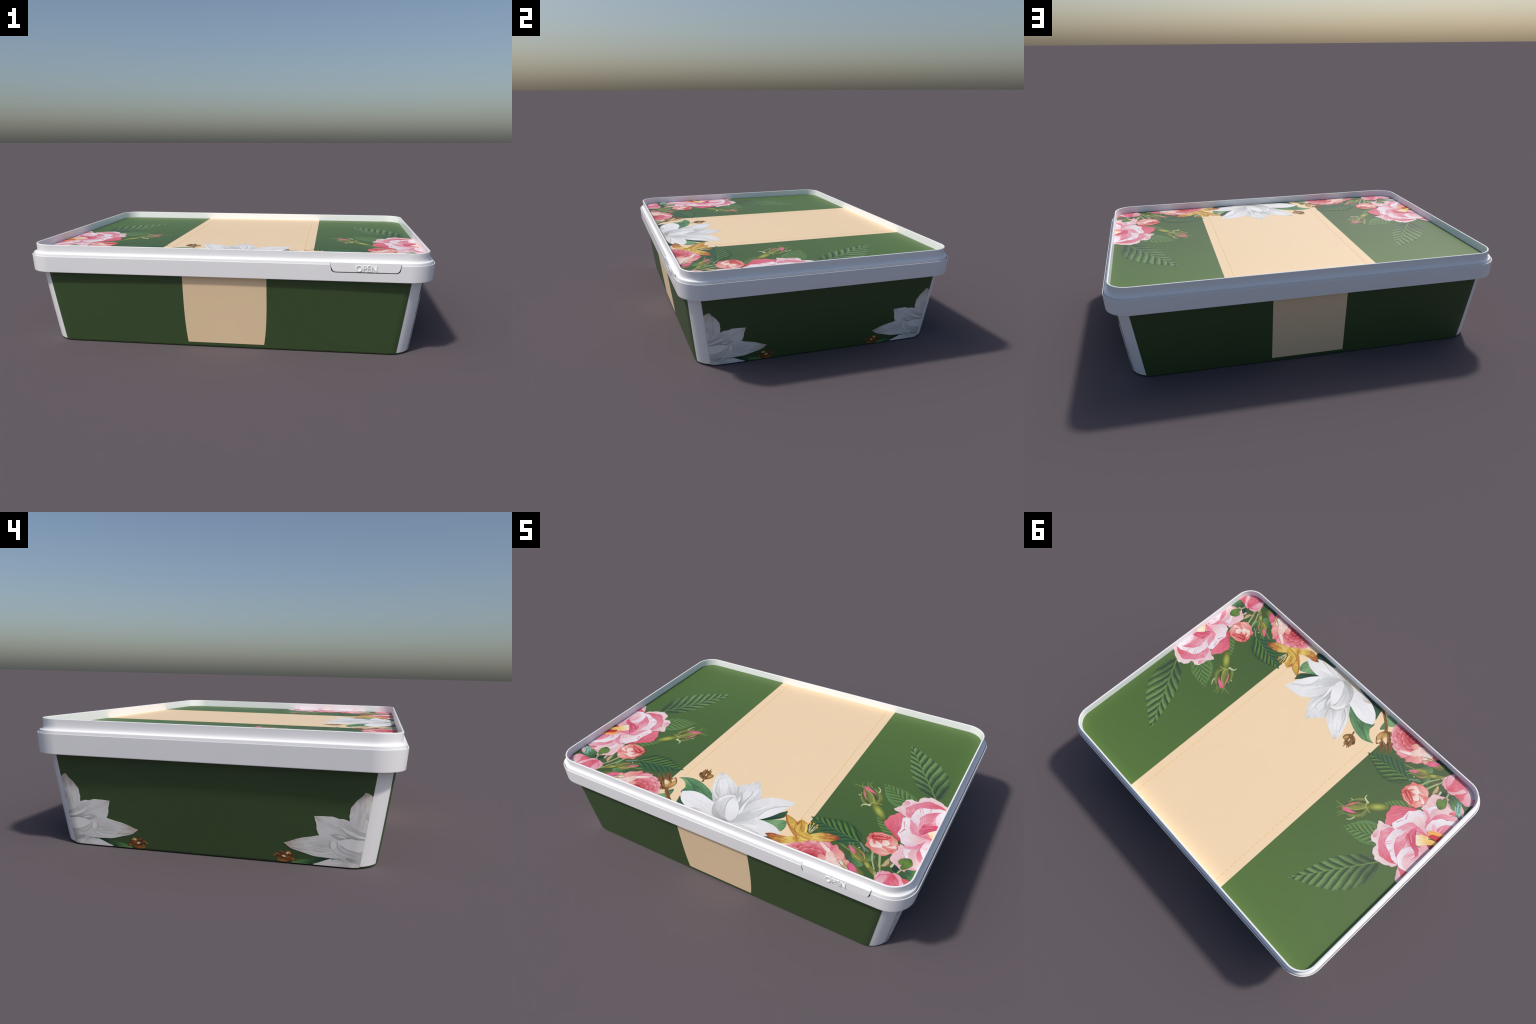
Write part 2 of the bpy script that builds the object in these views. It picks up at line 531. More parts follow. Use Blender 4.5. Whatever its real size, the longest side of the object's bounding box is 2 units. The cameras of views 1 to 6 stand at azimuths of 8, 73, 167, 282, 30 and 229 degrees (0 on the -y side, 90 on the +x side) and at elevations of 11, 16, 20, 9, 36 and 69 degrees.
def clip_convex(poly, clip):
    """Sutherland-Hodgman against a counter-clockwise convex outline."""
    out = list(poly)
    for (ax, ay), (bx, by) in zip(clip, clip[1:] + clip[:1]):
        src, out = out, []
        side = lambda p: (bx - ax) * (p[1] - ay) - (by - ay) * (p[0] - ax)
        for i, cur in enumerate(src):
            prv = src[i - 1]
            sc, sp = side(cur), side(prv)
            if (sc >= 0) != (sp >= 0):
                t = sp / (sp - sc)
                out.append((prv[0] + (cur[0] - prv[0]) * t, prv[1] + (cur[1] - prv[1]) * t))
            if sc >= 0:
                out.append(cur)
        if not out:
            return []
    clean = [p for i, p in enumerate(out) if math.dist(p, out[i - 1]) > 1e-6]
    return clean

AXIS = 0.036           # the floral print is mirrored about this x
FLOOR_HX, FLOOR_HY, FLOOR_R = OX - 0.0355, OY - 0.0355 + rim_shift(1.0), OR - 0.0355
floor_outline = rounded_rect(FLOOR_HX, FLOOR_HY, FLOOR_R, 10)

def slab(name, outline, z0, z1, parent, mat):
    bm = bmesh.new()
    f = bm.faces.new([bm.verts.new((x, y, z1)) for x, y in outline])
    f.normal_update()
    r = bmesh.ops.extrude_face_region(bm, geom=[f])
    for v in r["geom"]:
        if isinstance(v, bmesh.types.BMVert):
            v.co.z = z0
    bmesh.ops.recalc_face_normals(bm, faces=bm.faces)
    me = bpy.data.meshes.new(name)
    bm.to_mesh(me)
    bm.free()
    return add_object(name, me, parent, [mat])

# lid label: green field, cream band, stitching
slab("lid_label", floor_outline, LID_Z - 0.003, LID_Z, lid, LID_GREEN)
BAND_L, BAND_R = -0.353, 0.427
slab("cream_band", clip_convex([(BAND_L, -0.8), (BAND_R, -0.8), (BAND_R, 0.8), (BAND_L, 0.8)], floor_outline), LID_Z - 0.001, LID_Z + 0.0003, lid, CREAM)

def lid_sheet(mirror):
    s = -1.0 if mirror else 1.0
    c = [(s * (x - AXIS), y) for x, y in floor_outline]
    if mirror:
        c.reverse()
    return Sheet(lid, (AXIS, 0, LID_Z), (s, 0, 0), (0, 1, 0), (0, 0, 1), c)

def dashes(xd, y0, y1, pitch, length, width):
    bm = bmesh.new()
    y = y0
    while y < y1:
        for x in xd:
            vs = [bm.verts.new(p) for p in ((x - width / 2, y, 0), (x + width / 2, y, 0), (x + width / 2, y + length, 0), (x - width / 2, y + length, 0))]
            f = bm.faces.new(vs)
        y += pitch
    r = bmesh.ops.extrude_face_region(bm, geom=bm.faces[:])
    for v in r["geom"]:
        if isinstance(v, bmesh.types.BMVert):
            v.co.z = 0.0007
    bmesh.ops.recalc_face_normals(bm, faces=bm.faces)
    me = bpy.data.meshes.new("stitching")
    bm.to_mesh(me)
    bm.free()
    o = add_object("stitching", me, lid, [STITCH])
    o["kind"] = "stuff"
    o.location.z = LID_Z
    return o
dashes((BAND_L + 0.047, BAND_R - 0.047), -0.467, 0.665, 0.0305, 0.0212, 0.0036)

# wall labels between the white corner strips, wrapped on the bellied walls
def wall_panel(name, parent, along, sgn, z0, z1, proud, mat, edge):
    """Thin label on a wall.  `along` is the axis that runs along the wall, edge(z) its two ends."""
    bm = bmesh.new()
    nz, nt = 16, 96
    def grid(lift):
        rows = []
        for i in range(nz + 1):
            z = z0 + (z1 - z0) * i / nz
            lo, hi = edge(z)
            row = []
            for j in range(nt + 1):
                w = -math.cos(math.pi * j / nt)            # denser near the ends
                t = lo + (hi - lo) * (0.5 + 0.5 * w)
                d = (wall_y(t, z) if along == "x" else wall_x(t, z)) + lift
                row.append(bm.verts.new((t, sgn * d, z) if along == "x" else (sgn * d, t, z)))
            rows.append(row)
        return rows
    g, h = grid(proud), grid(-0.0015)
    for rows in (g, h):
        for a, b in zip(rows, rows[1:]):
            for j in range(nt):
                bm.faces.new((a[j], a[j + 1], b[j + 1], b[j]))
    rim = lambda r: r[0] + [x[-1] for x in r[1:]] + r[-1][-2::-1] + [x[0] for x in r[-2:0:-1]]
    ga, ha = rim(g), rim(h)
    for i in range(len(ga)):
        k = (i + 1) % len(ga)
        bm.faces.new((ga[i], ga[k], ha[k], ha[i]))
    bmesh.ops.recalc_face_normals(bm, faces=bm.faces)
    me = bpy.data.meshes.new(name)
    bm.to_mesh(me)
    bm.free()
    o = add_object(name, me, parent, [mat])
    smooth_by_angle(o)
    return o

ZT = 0.43
LX0, LX1, LY0, LY1 = 0.8375, 0.8880, 0.5730, 0.6200    # half lengths of the labels at the ground and under the lid
def panel_edge(low, high):
    return lambda z: (-(low + (high - low) * z / 0.365), low + (high - low) * z / 0.365)
for sgn in (-1, 1):
    wall_panel("wall_label", container, "x", sgn, 0.0065, ZT, 0.0010, GREEN, panel_edge(LX0, LX1))
    wall_panel("wall_label", container, "y", sgn, 0.0065, ZT, 0.0010, GREEN, panel_edge(LY0, LY1))
def front_band(z):
    c = 0.0163 * (1 - min(z / 0.37, 1.0)) ** 3.6
    return (-0.2005 + c, 0.2117 - c * 1.18)
wall_panel("cream_band", container, "x", -1, 0.0215, ZT, 0.0016, CREAM, front_band)
wall_panel("cream_band", container, "x", 1, 0.0205, ZT, 0.0016, CREAM, lambda z: (-0.1715, 0.2078))

def side_sheet(sx, sy):
    n = Vector((sx, 0, -SLX)).normalized()
    k = math.hypot(1, SLX)                      # q runs up the slope, z = q / k
    def relief(p, q):
        z = q / k
        return (wall_x(p, z) - (BX + SLX * z)) / k + 0.0009
    top = LY0 + (LY1 - LY0) * 0.36 / 0.365
    c = [(-0.1, 0.003), (LY0, 0.003), (top, 0.36 * k), (-0.1, 0.36 * k)]
    cuts = [((t, 0), (1, 0)) for t in (0.3, 0.4, 0.46) + tuple(0.5 + 0.005 * i for i in range(23))] + [((0, t), (0, 1)) for t in (0.06, 0.12, 0.18, 0.24)]
    return Sheet(container, Vector((sx * BX, 0, 0)) + n * 0.0004, (0, sy, 0), (sx * SLX, 0, 1), n, c, 0.00002, relief, cuts)

# ------------------------------------------------------------------ inks of the floral print
def flat(name, c, streak=0.1, blotch=0.08):
    return ink(name, [(0.0, rgb(*c)), (1.0, rgb(*(min(255, v * 1.04) for v in c)))], "y", streak, blotch)

def grade(name, *stops, along="y", streak=0.12, blotch=0.06):
    return ink(name, [(p, rgb(*c)) for p, c in stops], along, streak, blotch)

INK = {
    # leaves
    "leaf_light": leaf_ink("leaf_light_ink", rgb(54, 80, 50), rgb(82, 114, 64), rgb(118, 150, 86), rgb(104, 138, 72), 8.5, 0.95, deep=0.8, slim=(0.215, 0.30), base=rgb(48, 68, 46), margin=rgb(116, 152, 108)),
    "leaf_mid": leaf_ink("leaf_mid_ink", rgb(62, 94, 52), rgb(86, 120, 60), rgb(112, 146, 78), rgb(80, 116, 56), 7.5, 1.0, deep=0.3, slim=(0.24, 0.22), margin=rgb(104, 144, 88)),
    "leaf_dark": leaf_ink("leaf_dark_ink", rgb(36, 64, 38), rgb(56, 90, 44), rgb(96, 132, 60), rgb(88, 124, 60), 7.5, 1.0, half=rgb(48, 92, 62), deep=0.0, slim=(0.24, 0.26), margin=rgb(40, 76, 46)),
    "leaf_glossy": grade("leaf_glossy_ink", (0.0, (34, 58, 44)), (0.35, (46, 80, 54)), (0.6, (88, 134, 88)), (0.8, (112, 158, 108)), (1.0, (74, 120, 80)), along="sx", streak=0.16),
    "leaf_deep": grade("leaf_deep_ink", (0.0, (22, 48, 40)), (0.5, (34, 66, 48)), (1.0, (54, 94, 62)), streak=0.2),
    "leaf_pale": grade("leaf_pale_ink", (0.0, (66, 118, 80)), (0.4, (96, 148, 92)), (0.7, (138, 176, 124)), (1.0, (90, 140, 92)), along="y", streak=0.25),
    "leaf_sprig": grade("leaf_sprig_ink", (0.0, (56, 92, 62)), (0.5, (84, 128, 74)), (1.0, (112, 150, 92)), streak=0.4, blotch=0.2),
    "heart_leaf": grade("heart_leaf_ink", (0.0, (84, 116, 46)), (0.55, (108, 142, 58)), (1.0, (66, 102, 44)), streak=0.25),
    "teal_leaf": grade("teal_leaf_ink", (0.0, (54, 106, 92)), (0.4, (122, 170, 154)), (0.65, (176, 206, 192)), (1.0, (88, 140, 124)), along="y", streak=0.5, blotch=0.15),
    "dark_leaf_patch": flat("dark_leaf_patch_ink", (38, 62, 50), 0.2, 0.2),
    # stems and buds
    "stem_pale": flat("stem_pale_ink", (166, 178, 122)),
    "stem_grey": flat("stem_grey_ink", (134, 156, 140)),
    "sepal": flat("sepal_ink", (124, 140, 74)),
    "sepal_light": flat("sepal_light_ink", (160, 172, 76)),
    "sepal_pale": flat("sepal_pale_ink", (196, 206, 160)),
    "bud_green": grade("bud_green_ink", (0.0, (64, 78, 32)), (0.2, (122, 132, 62)), (0.35, (60, 74, 34)), (0.55, (144, 148, 76)), (0.68, (62, 76, 34)), (0.85, (118, 128, 58)), (1.0, (70, 84, 38)), along="sx", streak=0.06, blotch=0.1),
    "bud_olive": grade("bud_olive_ink", (0.0, (108, 108, 52)), (0.4, (146, 138, 68)), (0.7, (104, 104, 50)), (1.0, (120, 122, 60)), along="sx", streak=0.3, blotch=0.2),
    "bud_pink": grade("bud_pink_ink", (0.0, (196, 84, 104)), (0.5, (232, 116, 150)), (1.0, (222, 92, 124))),
    "bud_rose": grade("bud_rose_ink", (0.0, (150, 112, 84)), (0.5, (206, 124, 116)), (1.0, (214, 122, 124))),
    "hip": ink("hip_ink", [(0.0, rgb(186, 190, 88)), (0.25, rgb(160, 168, 72)), (0.55, rgb(110, 124, 50)), (0.8, rgb(80, 96, 38)), (1.0, rgb(68, 86, 38))], "e", 0.05, 0.08),
    "beige_leaf": flat("beige_leaf_ink", (190, 170, 118)),
    "brown_leaf": flat("brown_leaf_ink", (124, 98, 78)),
    # roses
    "petal_white": grade("petal_white_ink", (0.0, (230, 190, 203)), (0.45, (239, 222, 227)), (1.0, (245, 238, 240)), streak=0.25, blotch=0.03),
    "petal_pale": grade("petal_pale_ink", (0.0, (228, 178, 185)), (0.5, (237, 202, 203)), (1.0, (243, 222, 219)), streak=0.3, blotch=0.04),
    "petal_blush": grade("petal_blush_ink", (0.0, (234, 158, 173)), (0.6, (238, 184, 191)), (1.0, (242, 206, 207)), streak=0.3, blotch=0.04),
    "petal_pink": grade("petal_pink_ink", (0.0, (226, 112, 139)), (0.5, (234, 142, 161)), (1.0, (238, 166, 179)), streak=0.3, blotch=0.05),
    "petal_deep": grade("petal_deep_ink", (0.0, (218, 92, 107)), (0.5, (230, 128, 149)), (1.0, (234, 146, 163)), streak=0.3, blotch=0.06),
    "petal_red": grade("petal_red_ink", (0.0, (214, 86, 101)), (0.5, (228, 104, 123)), (1.0, (232, 122, 137)), streak=0.25, blotch=0.06),
    "curl_red": grade("curl_red_ink", (0.0, (222, 100, 126)), (0.5, (206, 76, 104)), (1.0, (230, 110, 140)), streak=0.25, blotch=0.1),
    "heart_red": flat("heart_red_ink", (200, 44, 56)),
    "heart_maroon": flat("heart_maroon_ink", (150, 40, 48)),
    "heart_yellow": flat("heart_yellow_ink", (246, 200, 112), 0.2),
    "heart_orange": flat("heart_orange_ink", (244, 172, 84), 0.2),
    "heart_cream": grade("heart_cream_ink", (0.0, (248, 220, 160)), (0.6, (248, 230, 196)), (1.0, (244, 226, 214)), streak=0.5),
    "coral": grade("coral_ink", (0.0, (222, 104, 98)), (0.5, (232, 128, 120)), (1.0, (236, 148, 140)), streak=0.3, blotch=0.06),
    "coral_light": grade("coral_light_ink", (0.0, (232, 144, 132)), (0.5, (238, 168, 156)), (1.0, (242, 190, 176)), streak=0.3),
    "coral_pale": grade("coral_pale_ink", (0.0, (240, 196, 180)), (0.5, (246, 218, 204)), (1.0, (250, 234, 222)), streak=0.25),
    "coral_deep": grade("coral_deep_ink", (0.0, (178, 50, 56)), (0.5, (202, 66, 70)), (1.0, (216, 88, 88)), streak=0.3),
    "peony": grade("peony_ink", (0.0, (226, 118, 128)), (0.5, (236, 146, 152)), (1.0, (240, 170, 176)), streak=0.3),
    "peony_shade": flat("peony_shade_ink", (216, 110, 118)),
    "scale_deep": grade("scale_deep_ink", (0.3, (184, 48, 58)), (0.7, (204, 80, 88)), (1.0, (226, 122, 126)), streak=0.15),
    "scale_mid": grade("scale_mid_ink", (0.3, (200, 70, 82)), (0.7, (222, 112, 120)), (1.0, (240, 160, 164)), streak=0.15),
    "scale_light": grade("scale_light_ink", (0.3, (218, 104, 116)), (0.7, (234, 150, 158)), (1.0, (246, 194, 198)), streak=0.15),
    # magnolia
    "magnolia": grade("magnolia_ink", (0.0, (198, 197, 193)), (0.3, (222, 221, 217)), (0.65, (243, 242, 240)), (1.0, (236, 234, 229)), streak=0.2, blotch=0.03),
    "magnolia_grey": grade("magnolia_grey_ink", (0.0, (196, 196, 194)), (0.4, (216, 216, 214)), (0.8, (234, 234, 232)), (1.0, (222, 216, 206)), streak=0.25, blotch=0.04),
    "magnolia_bright": grade("magnolia_bright_ink", (0.0, (236, 235, 233)), (0.6, (249, 248, 246)), (1.0, (243, 242, 240)), streak=0.15, blotch=0.02),
    "magnolia_shade": grade("magnolia_shade_ink", (0.0, (168, 168, 164)), (0.5, (190, 190, 188)), (1.0, (212, 212, 210)), streak=0.2, blotch=0.04),
    "magnolia_line": flat("magnolia_line_ink", (184, 180, 172)),
    "magnolia_soft": flat("magnolia_soft_ink", (226, 225, 225)),
    "magnolia_vein": flat("magnolia_vein_ink", (206, 202, 196)),
    "magnolia_tip": grade("magnolia_tip_ink", (0.0, (228, 226, 222)), (0.5, (238, 236, 232)), (1.0, (206, 192, 178)), streak=0.25, blotch=0.05),
    # seed capsules and the yellow bloom
    "capsule": grade("capsule_ink", (0.0, (98, 62, 28)), (0.3, (164, 114, 54)), (0.5, (108, 70, 32)), (0.75, (174, 126, 62)), (1.0, (92, 60, 30)), along="sx", streak=0.3, blotch=0.2),
    "capsule_dark": flat("capsule_dark_ink", (84, 56, 32), 0.2, 0.2),
    "capsule_light": grade("capsule_light_ink", (0.0, (190, 140, 76)), (0.5, (214, 172, 106)), (1.0, (196, 150, 84)), streak=0.3),
    "capsule_glint": flat("capsule_glint_ink", (240, 216, 178)),
    "capsule_wall": grade("capsule_wall_ink", (0.0, (92, 52, 18)), (0.5, (148, 90, 38)), (1.0, (180, 116, 54)), streak=0.4, blotch=0.2),
    "gold": grade("gold_ink", (0.0, (208, 164, 66)), (0.5, (228, 194, 92)), (1.0, (206, 156, 62)), streak=0.5, blotch=0.15),
    "gold_deep": grade("gold_deep_ink", (0.0, (196, 150, 62)), (0.5, (190, 126, 52)), (1.0, (158, 88, 40)), streak=0.4, blotch=0.12),
    "gold_rust": grade("gold_rust_ink", (0.0, (230, 200, 104)), (0.4, (220, 178, 84)), (0.68, (186, 110, 50)), (1.0, (142, 66, 36)), streak=0.35, blotch=0.15),
    "gold_light": flat("gold_light_ink", (238, 210, 116), 0.3, 0.1),
    "stamen": flat("stamen_ink", (230, 214, 168)),
    "anther": flat("anther_ink", (228, 158, 48)),
}

def scallops(s, centre, rings, squash, turn, tint):
    """Rows of small overlapping petals round a centre, outermost first (dense rose heart)."""
    cx, cy = centre
    for k, (rad, count, size) in enumerate(rings):
        for i in range(count):
            a = 2 * math.pi * (i + 0.5 * (k % 2)) / count + turn + random.uniform(-0.12, 0.12)
            x, y = cx + rad * math.cos(a), cy + rad * squash * math.sin(a)
            z = size * random.uniform(0.85, 1.2)
            ux, uy = math.cos(a), math.sin(a)
            ring_pts = [(x + z * (ux * c - uy * d), y + z * (uy * c + ux * d)) for c, d in
                        ((-0.8, 0.0), (-0.4, -0.75), (0.35, -0.95), (0.85, -0.4), (0.95, 0.2), (0.5, 0.9), (-0.35, 0.8))]
            s.blob("rose_petal", tint(k, a, random.random()), ring_pts, axis=((x - ux * z, y - uy * z), (x + ux * z, y + uy * z)), ruffle=z * 0.06)

def floral_corner(s):
    """Rose bouquet in a front corner of the lid, drawn once and mirrored; p is the distance from AXIS."""
    rnd = random.Random(5)

    s.leaf("printed_leaf", "leaf_light", (0.8583, -0.0145), (0.5912, 0.3996), 0.078, 0.105, bend=0.012, teeth=0.12, belly=0.4)
    s.leaf("printed_leaf", "leaf_mid", (0.815, -0.1431), (0.5862, -0.0091), 0.07, 0.062, bend=-0.004, teeth=0.1, belly=0.45)
    s.blob("printed_leaf", "leaf_mid", [(0.6444, -0.2594), (0.6625, -0.3018), (0.694, -0.3425), (0.7294, -0.3664), (0.7817, -0.3719), (0.7386, -0.3318), (0.6958, -0.2973)], axis=((0.8108, -0.3774), (0.6371, -0.2548)), sharp=(0, 4))
    s.blob("bud_stem", "hip", [(0.596, -0.1924), (0.5953, -0.2113), (0.6168, -0.2378), (0.6477, -0.2666), (0.6787, -0.2831), (0.7104, -0.3109), (0.72, -0.3069), (0.6945, -0.2663), (0.6678, -0.2212), (0.6392, -0.1903), (0.6142, -0.1828)], axis=((0.6035, -0.1907), (0.7032, -0.294)))
    s.blob("rose_bud", "bud_green", [(0.5894, -0.2082), (0.5622, -0.2149), (0.5379, -0.1973), (0.5191, -0.1618), (0.509, -0.1148), (0.5088, -0.0851), (0.5332, -0.0757), (0.5646, -0.0741), (0.5939, -0.0864), (0.6195, -0.1141), (0.6301, -0.1513), (0.62, -0.1858)], axis=((0.6061, -0.2001), (0.5104, -0.0836)))
    s.stroke("sepal", "sepal", [(0.5915, -0.1909), (0.5534, -0.1693), (0.5278, -0.135), (0.5116, -0.0914)], 0.009, 0.004)
    s.stroke("sepal", "sepal_light", [(0.6007, -0.1845), (0.5799, -0.1424), (0.5554, -0.1192), (0.5186, -0.1022)], 0.006, 0.003)
    s.stroke("sepal", "sepal", [(0.6145, -0.1734), (0.6114, -0.1344), (0.5903, -0.1019), (0.5584, -0.0803)], 0.012, 0.005)
    s.stroke("sepal", "sepal", [(0.5713, -0.2116), (0.5419, -0.1931), (0.5236, -0.1633), (0.5128, -0.132)], 0.01, 0.004)
    s.blob("rose_bud", "bud_pink", [(0.5126, -0.0814), (0.513, -0.0929), (0.5335, -0.1053), (0.5616, -0.1129), (0.5886, -0.1246), (0.5712, -0.1032), (0.5394, -0.0844)], axis=((0.5872, -0.123), (0.5104, -0.0836)), sharp=(4,))
    s.blob("rose_bud", "bud_rose", [(0.5127, -0.0991), (0.5246, -0.1382), (0.5574, -0.1834), (0.5415, -0.1453), (0.5298, -0.1209)], sharp=(2,))
    s.stroke("sepal", "sepal_light", [(0.5635, -0.2197), (0.5841, -0.2058), (0.5993, -0.1829), (0.6381, -0.1762)], 0.008, 0.004)
    s.stroke("sepal", "sepal_pale", [(0.5938, -0.2097), (0.5682, -0.2148), (0.5565, -0.222), (0.5555, -0.2388)], 0.012, 0.003)
    s.stroke("sepal", "sepal", [(0.5113, -0.0976), (0.4874, -0.0915), (0.4551, -0.0906)], 0.008, 0.003)
    s.stroke("sepal", "sepal", [(0.5121, -0.0938), (0.4979, -0.0811), (0.4909, -0.0612)], 0.006, 0.003)
    s.stroke("sepal", "sepal", [(0.5317, -0.0773), (0.518, -0.0612), (0.5114, -0.0392)], 0.006, 0.003)
    s.stroke("sepal", "sepal", [(0.5525, -0.0803), (0.5296, -0.0556), (0.5326, -0.0318)], 0.007, 0.003)
    s.stroke("sepal", "sepal_pale", [(0.5949, -0.0972), (0.5899, -0.0725), (0.5733, -0.0565)], 0.008, 0.003)
    s.stroke("sepal", "sepal_pale", [(0.5191, -0.1618), (0.5108, -0.1594), (0.5074, -0.1604)], 0.005, 0.003)
    s.stroke("bud_stem", "stem_grey", [(0.6466, -0.4747), (0.6757, -0.5), (0.7036, -0.5139)], 0.006, 0.004)
    s.stroke("bud_stem", "stem_grey", [(0.6718, -0.4917), (0.6797, -0.5084), (0.6901, -0.5223)], 0.004, 0.002)
    s.leaf("printed_leaf", "leaf_dark", (0.651, -0.4778), (0.3752, -0.4267), 0.068, 0.074, bend=0.004, teeth=0.05, belly=0.4)
    s.blob("printed_leaf", "leaf_sprig", [(0.6358, -0.5789), (0.6375, -0.5994), (0.6543, -0.6195), (0.6958, -0.6251), (0.7124, -0.6033), (0.6917, -0.5845), (0.6482, -0.5716)], axis=((0.6559, -0.6178), (0.705, -0.5954)), ruffle=0.002)
    s.blob("printed_leaf", "leaf_sprig", [(0.7008, -0.5298), (0.7059, -0.5624), (0.7329, -0.5644), (0.7429, -0.5214), (0.7189, -0.5224)], ruffle=0.001)
    s.stroke("bud_stem", "bud_olive", [(0.7028, -0.5658), (0.7307, -0.5925), (0.7652, -0.6182), (0.7939, -0.6438)], 0.03, 0.012)
    s.blob("rose_bud", "bud_olive", [(0.6265, -0.5346), (0.6359, -0.5563), (0.6585, -0.5828), (0.6877, -0.589), (0.7085, -0.5787), (0.7143, -0.5498), (0.6858, -0.5271), (0.6522, -0.5193)], axis=((0.7024, -0.579), (0.6281, -0.5329)))
    s.blob("bud_stem", "sepal_light", [(0.7144, -0.5818), (0.7216, -0.5963), (0.7408, -0.6069), (0.7353, -0.5874)], axis=((0.716, -0.58), (0.7424, -0.6052)))
    s.stroke("sepal", "sepal_light", [(0.6904, -0.5796), (0.6604, -0.5678), (0.6373, -0.5483)], 0.007, 0.003)
    s.stroke("sepal", "sepal_light", [(0.7088, -0.5655), (0.6885, -0.5368), (0.6647, -0.5247)], 0.006, 0.003)
    s.blob("rose_bud", "bud_pink", [(0.6103, -0.5191), (0.6273, -0.5402), (0.6627, -0.562), (0.6478, -0.5337), (0.6269, -0.5151)], axis=((0.6627, -0.562), (0.6134, -0.517)), sharp=(2,))
    s.stroke("sepal", "bud_rose", [(0.6683, -0.5272), (0.685, -0.5344), (0.6974, -0.543)], 0.006, 0.002)
    s.stroke("sepal", "sepal", [(0.6331, -0.5465), (0.6005, -0.5374), (0.5693, -0.5264)], 0.009, 0.003)
    s.stroke("sepal", "sepal", [(0.6081, -0.5387), (0.5954, -0.5333), (0.5851, -0.5221)], 0.005, 0.002)
    s.stroke("sepal", "sepal", [(0.6418, -0.5306), (0.6172, -0.5129), (0.6025, -0.497)], 0.007, 0.003)
    s.stroke("sepal", "sepal", [(0.6533, -0.5245), (0.6313, -0.5103), (0.6203, -0.4917)], 0.006, 0.003)
    s.blob("sepal", "sepal_pale", [(0.6562, -0.5087), (0.6542, -0.5147), (0.6596, -0.5138), (0.6617, -0.5065)])
    s.stroke("bud_stem", "stem_pale", [(0.7203, -0.5051), (0.7347, -0.5496), (0.7664, -0.604)], 0.009, 0.006)
    s.stroke("bud_stem", "stem_pale", [(0.7551, -0.5079), (0.7724, -0.5587), (0.7911, -0.6051)], 0.011, 0.008)
    s.stroke("bud_stem", "stem_pale", [(0.7707, -0.612), (0.785, -0.641), (0.7877, -0.6574)], 0.01, 0.006)
    s.stroke("bud_stem", "brown_leaf", [(0.7437, -0.5492), (0.77, -0.5742), (0.7859, -0.5948)], 0.005, 0.004)
    s.blob("printed_leaf", "beige_leaf", [(0.796, -0.5068), (0.7887, -0.5309), (0.7869, -0.5489), (0.782, -0.5704), (0.8021, -0.5586), (0.8079, -0.5317)], sharp=(0, 3))
    s.blob("printed_leaf", "brown_leaf", [(0.8145, -0.5242), (0.8062, -0.5431), (0.8021, -0.5586), (0.8218, -0.5467), (0.8248, -0.5287)])
    s.blob("printed_leaf", "sepal_pale", [(0.8233, -0.5271), (0.8179, -0.5524), (0.8276, -0.5529), (0.8299, -0.5356)])
    s.blob("printed_leaf", "dark_leaf_patch", [(0.8314, -0.5371), (0.8309, -0.5632), (0.8514, -0.572), (0.8721, -0.5548), (0.8549, -0.5361)])
    s.blob("rose_petal", "petal_blush", [(0.794, -0.5954), (0.7825, -0.618), (0.7835, -0.6427), (0.8058, -0.6432), (0.8271, -0.6124), (0.8326, -0.5882), (0.8137, -0.5859)], ruffle=0.002)
    s.blob("rose_petal", "petal_pink", [(0.7944, -0.6174), (0.7877, -0.6574), (0.8019, -0.6932), (0.8494, -0.7037), (0.9084, -0.7069), (0.961, -0.7037), (1.0018, -0.6686), (0.9862, -0.6028), (0.9445, -0.587), (0.9053, -0.5906), (0.879, -0.5886), (0.8513, -0.5785), (0.8289, -0.5943)], axis=((0.8562, -0.6438), (0.9962, -0.6233)), ruffle=0.002)
    s.streaks("brush_marks", "petal_blush", (0.9203, -0.6864), (0.7966, -0.6603), 0.02, 0.05, 9, 0.005, rnd)
    s.streaks("brush_marks", "petal_deep", (0.9496, -0.6781), (0.9847, -0.6109), 0.02, 0.04, 7, 0.004, rnd)
    s.blob("rose_petal", "petal_blush", [(0.7997, -0.6231), (0.7901, -0.6547), (0.805, -0.6864), (0.8233, -0.6621), (0.8284, -0.6272), (0.8258, -0.6043)], ruffle=0.001)
    s.blob("rose_petal", "petal_deep", [(0.814, -0.6859), (0.8614, -0.6898), (0.9086, -0.687), (0.9087, -0.6738), (0.8735, -0.6692), (0.8397, -0.6562)])
    s.blob("rose_petal", "petal_red", [(0.8378, -0.5939), (0.8373, -0.6267), (0.8447, -0.6636), (0.8881, -0.6783), (0.8972, -0.6547), (0.8815, -0.6211), (0.8599, -0.5944)], axis=((0.8363, -0.5956), (0.8911, -0.6748)), ruffle=0.001)
    s.streaks("brush_marks", "petal_deep", (0.8854, -0.662), (0.8421, -0.6019), 0.01, 0.02, 6, 0.004, rnd)
    s.blob("rose_petal", "petal_blush", [(0.8418, -0.5829), (0.8634, -0.5969), (0.8844, -0.6243), (0.8952, -0.6539), (0.9183, -0.651), (0.9015, -0.6175), (0.8735, -0.5853), (0.8566, -0.5789)], ruffle=0.001)
    s.blob("rose_petal", "petal_red", [(0.8868, -0.5957), (0.904, -0.6209), (0.9245, -0.6523), (0.9371, -0.6052), (0.9256, -0.5896)], ruffle=0.001)
    s.blob("rose_petal", "petal_blush", [(0.94, -0.6018), (0.9265, -0.6531), (0.9643, -0.6543), (0.9882, -0.6069), (0.969, -0.6004)], ruffle=0.001)
    s.blob("rose_petal", "petal_pale", [(0.8968, -0.6877), (0.9437, -0.685), (0.9787, -0.6568), (0.9585, -0.6481), (0.9264, -0.6597)])
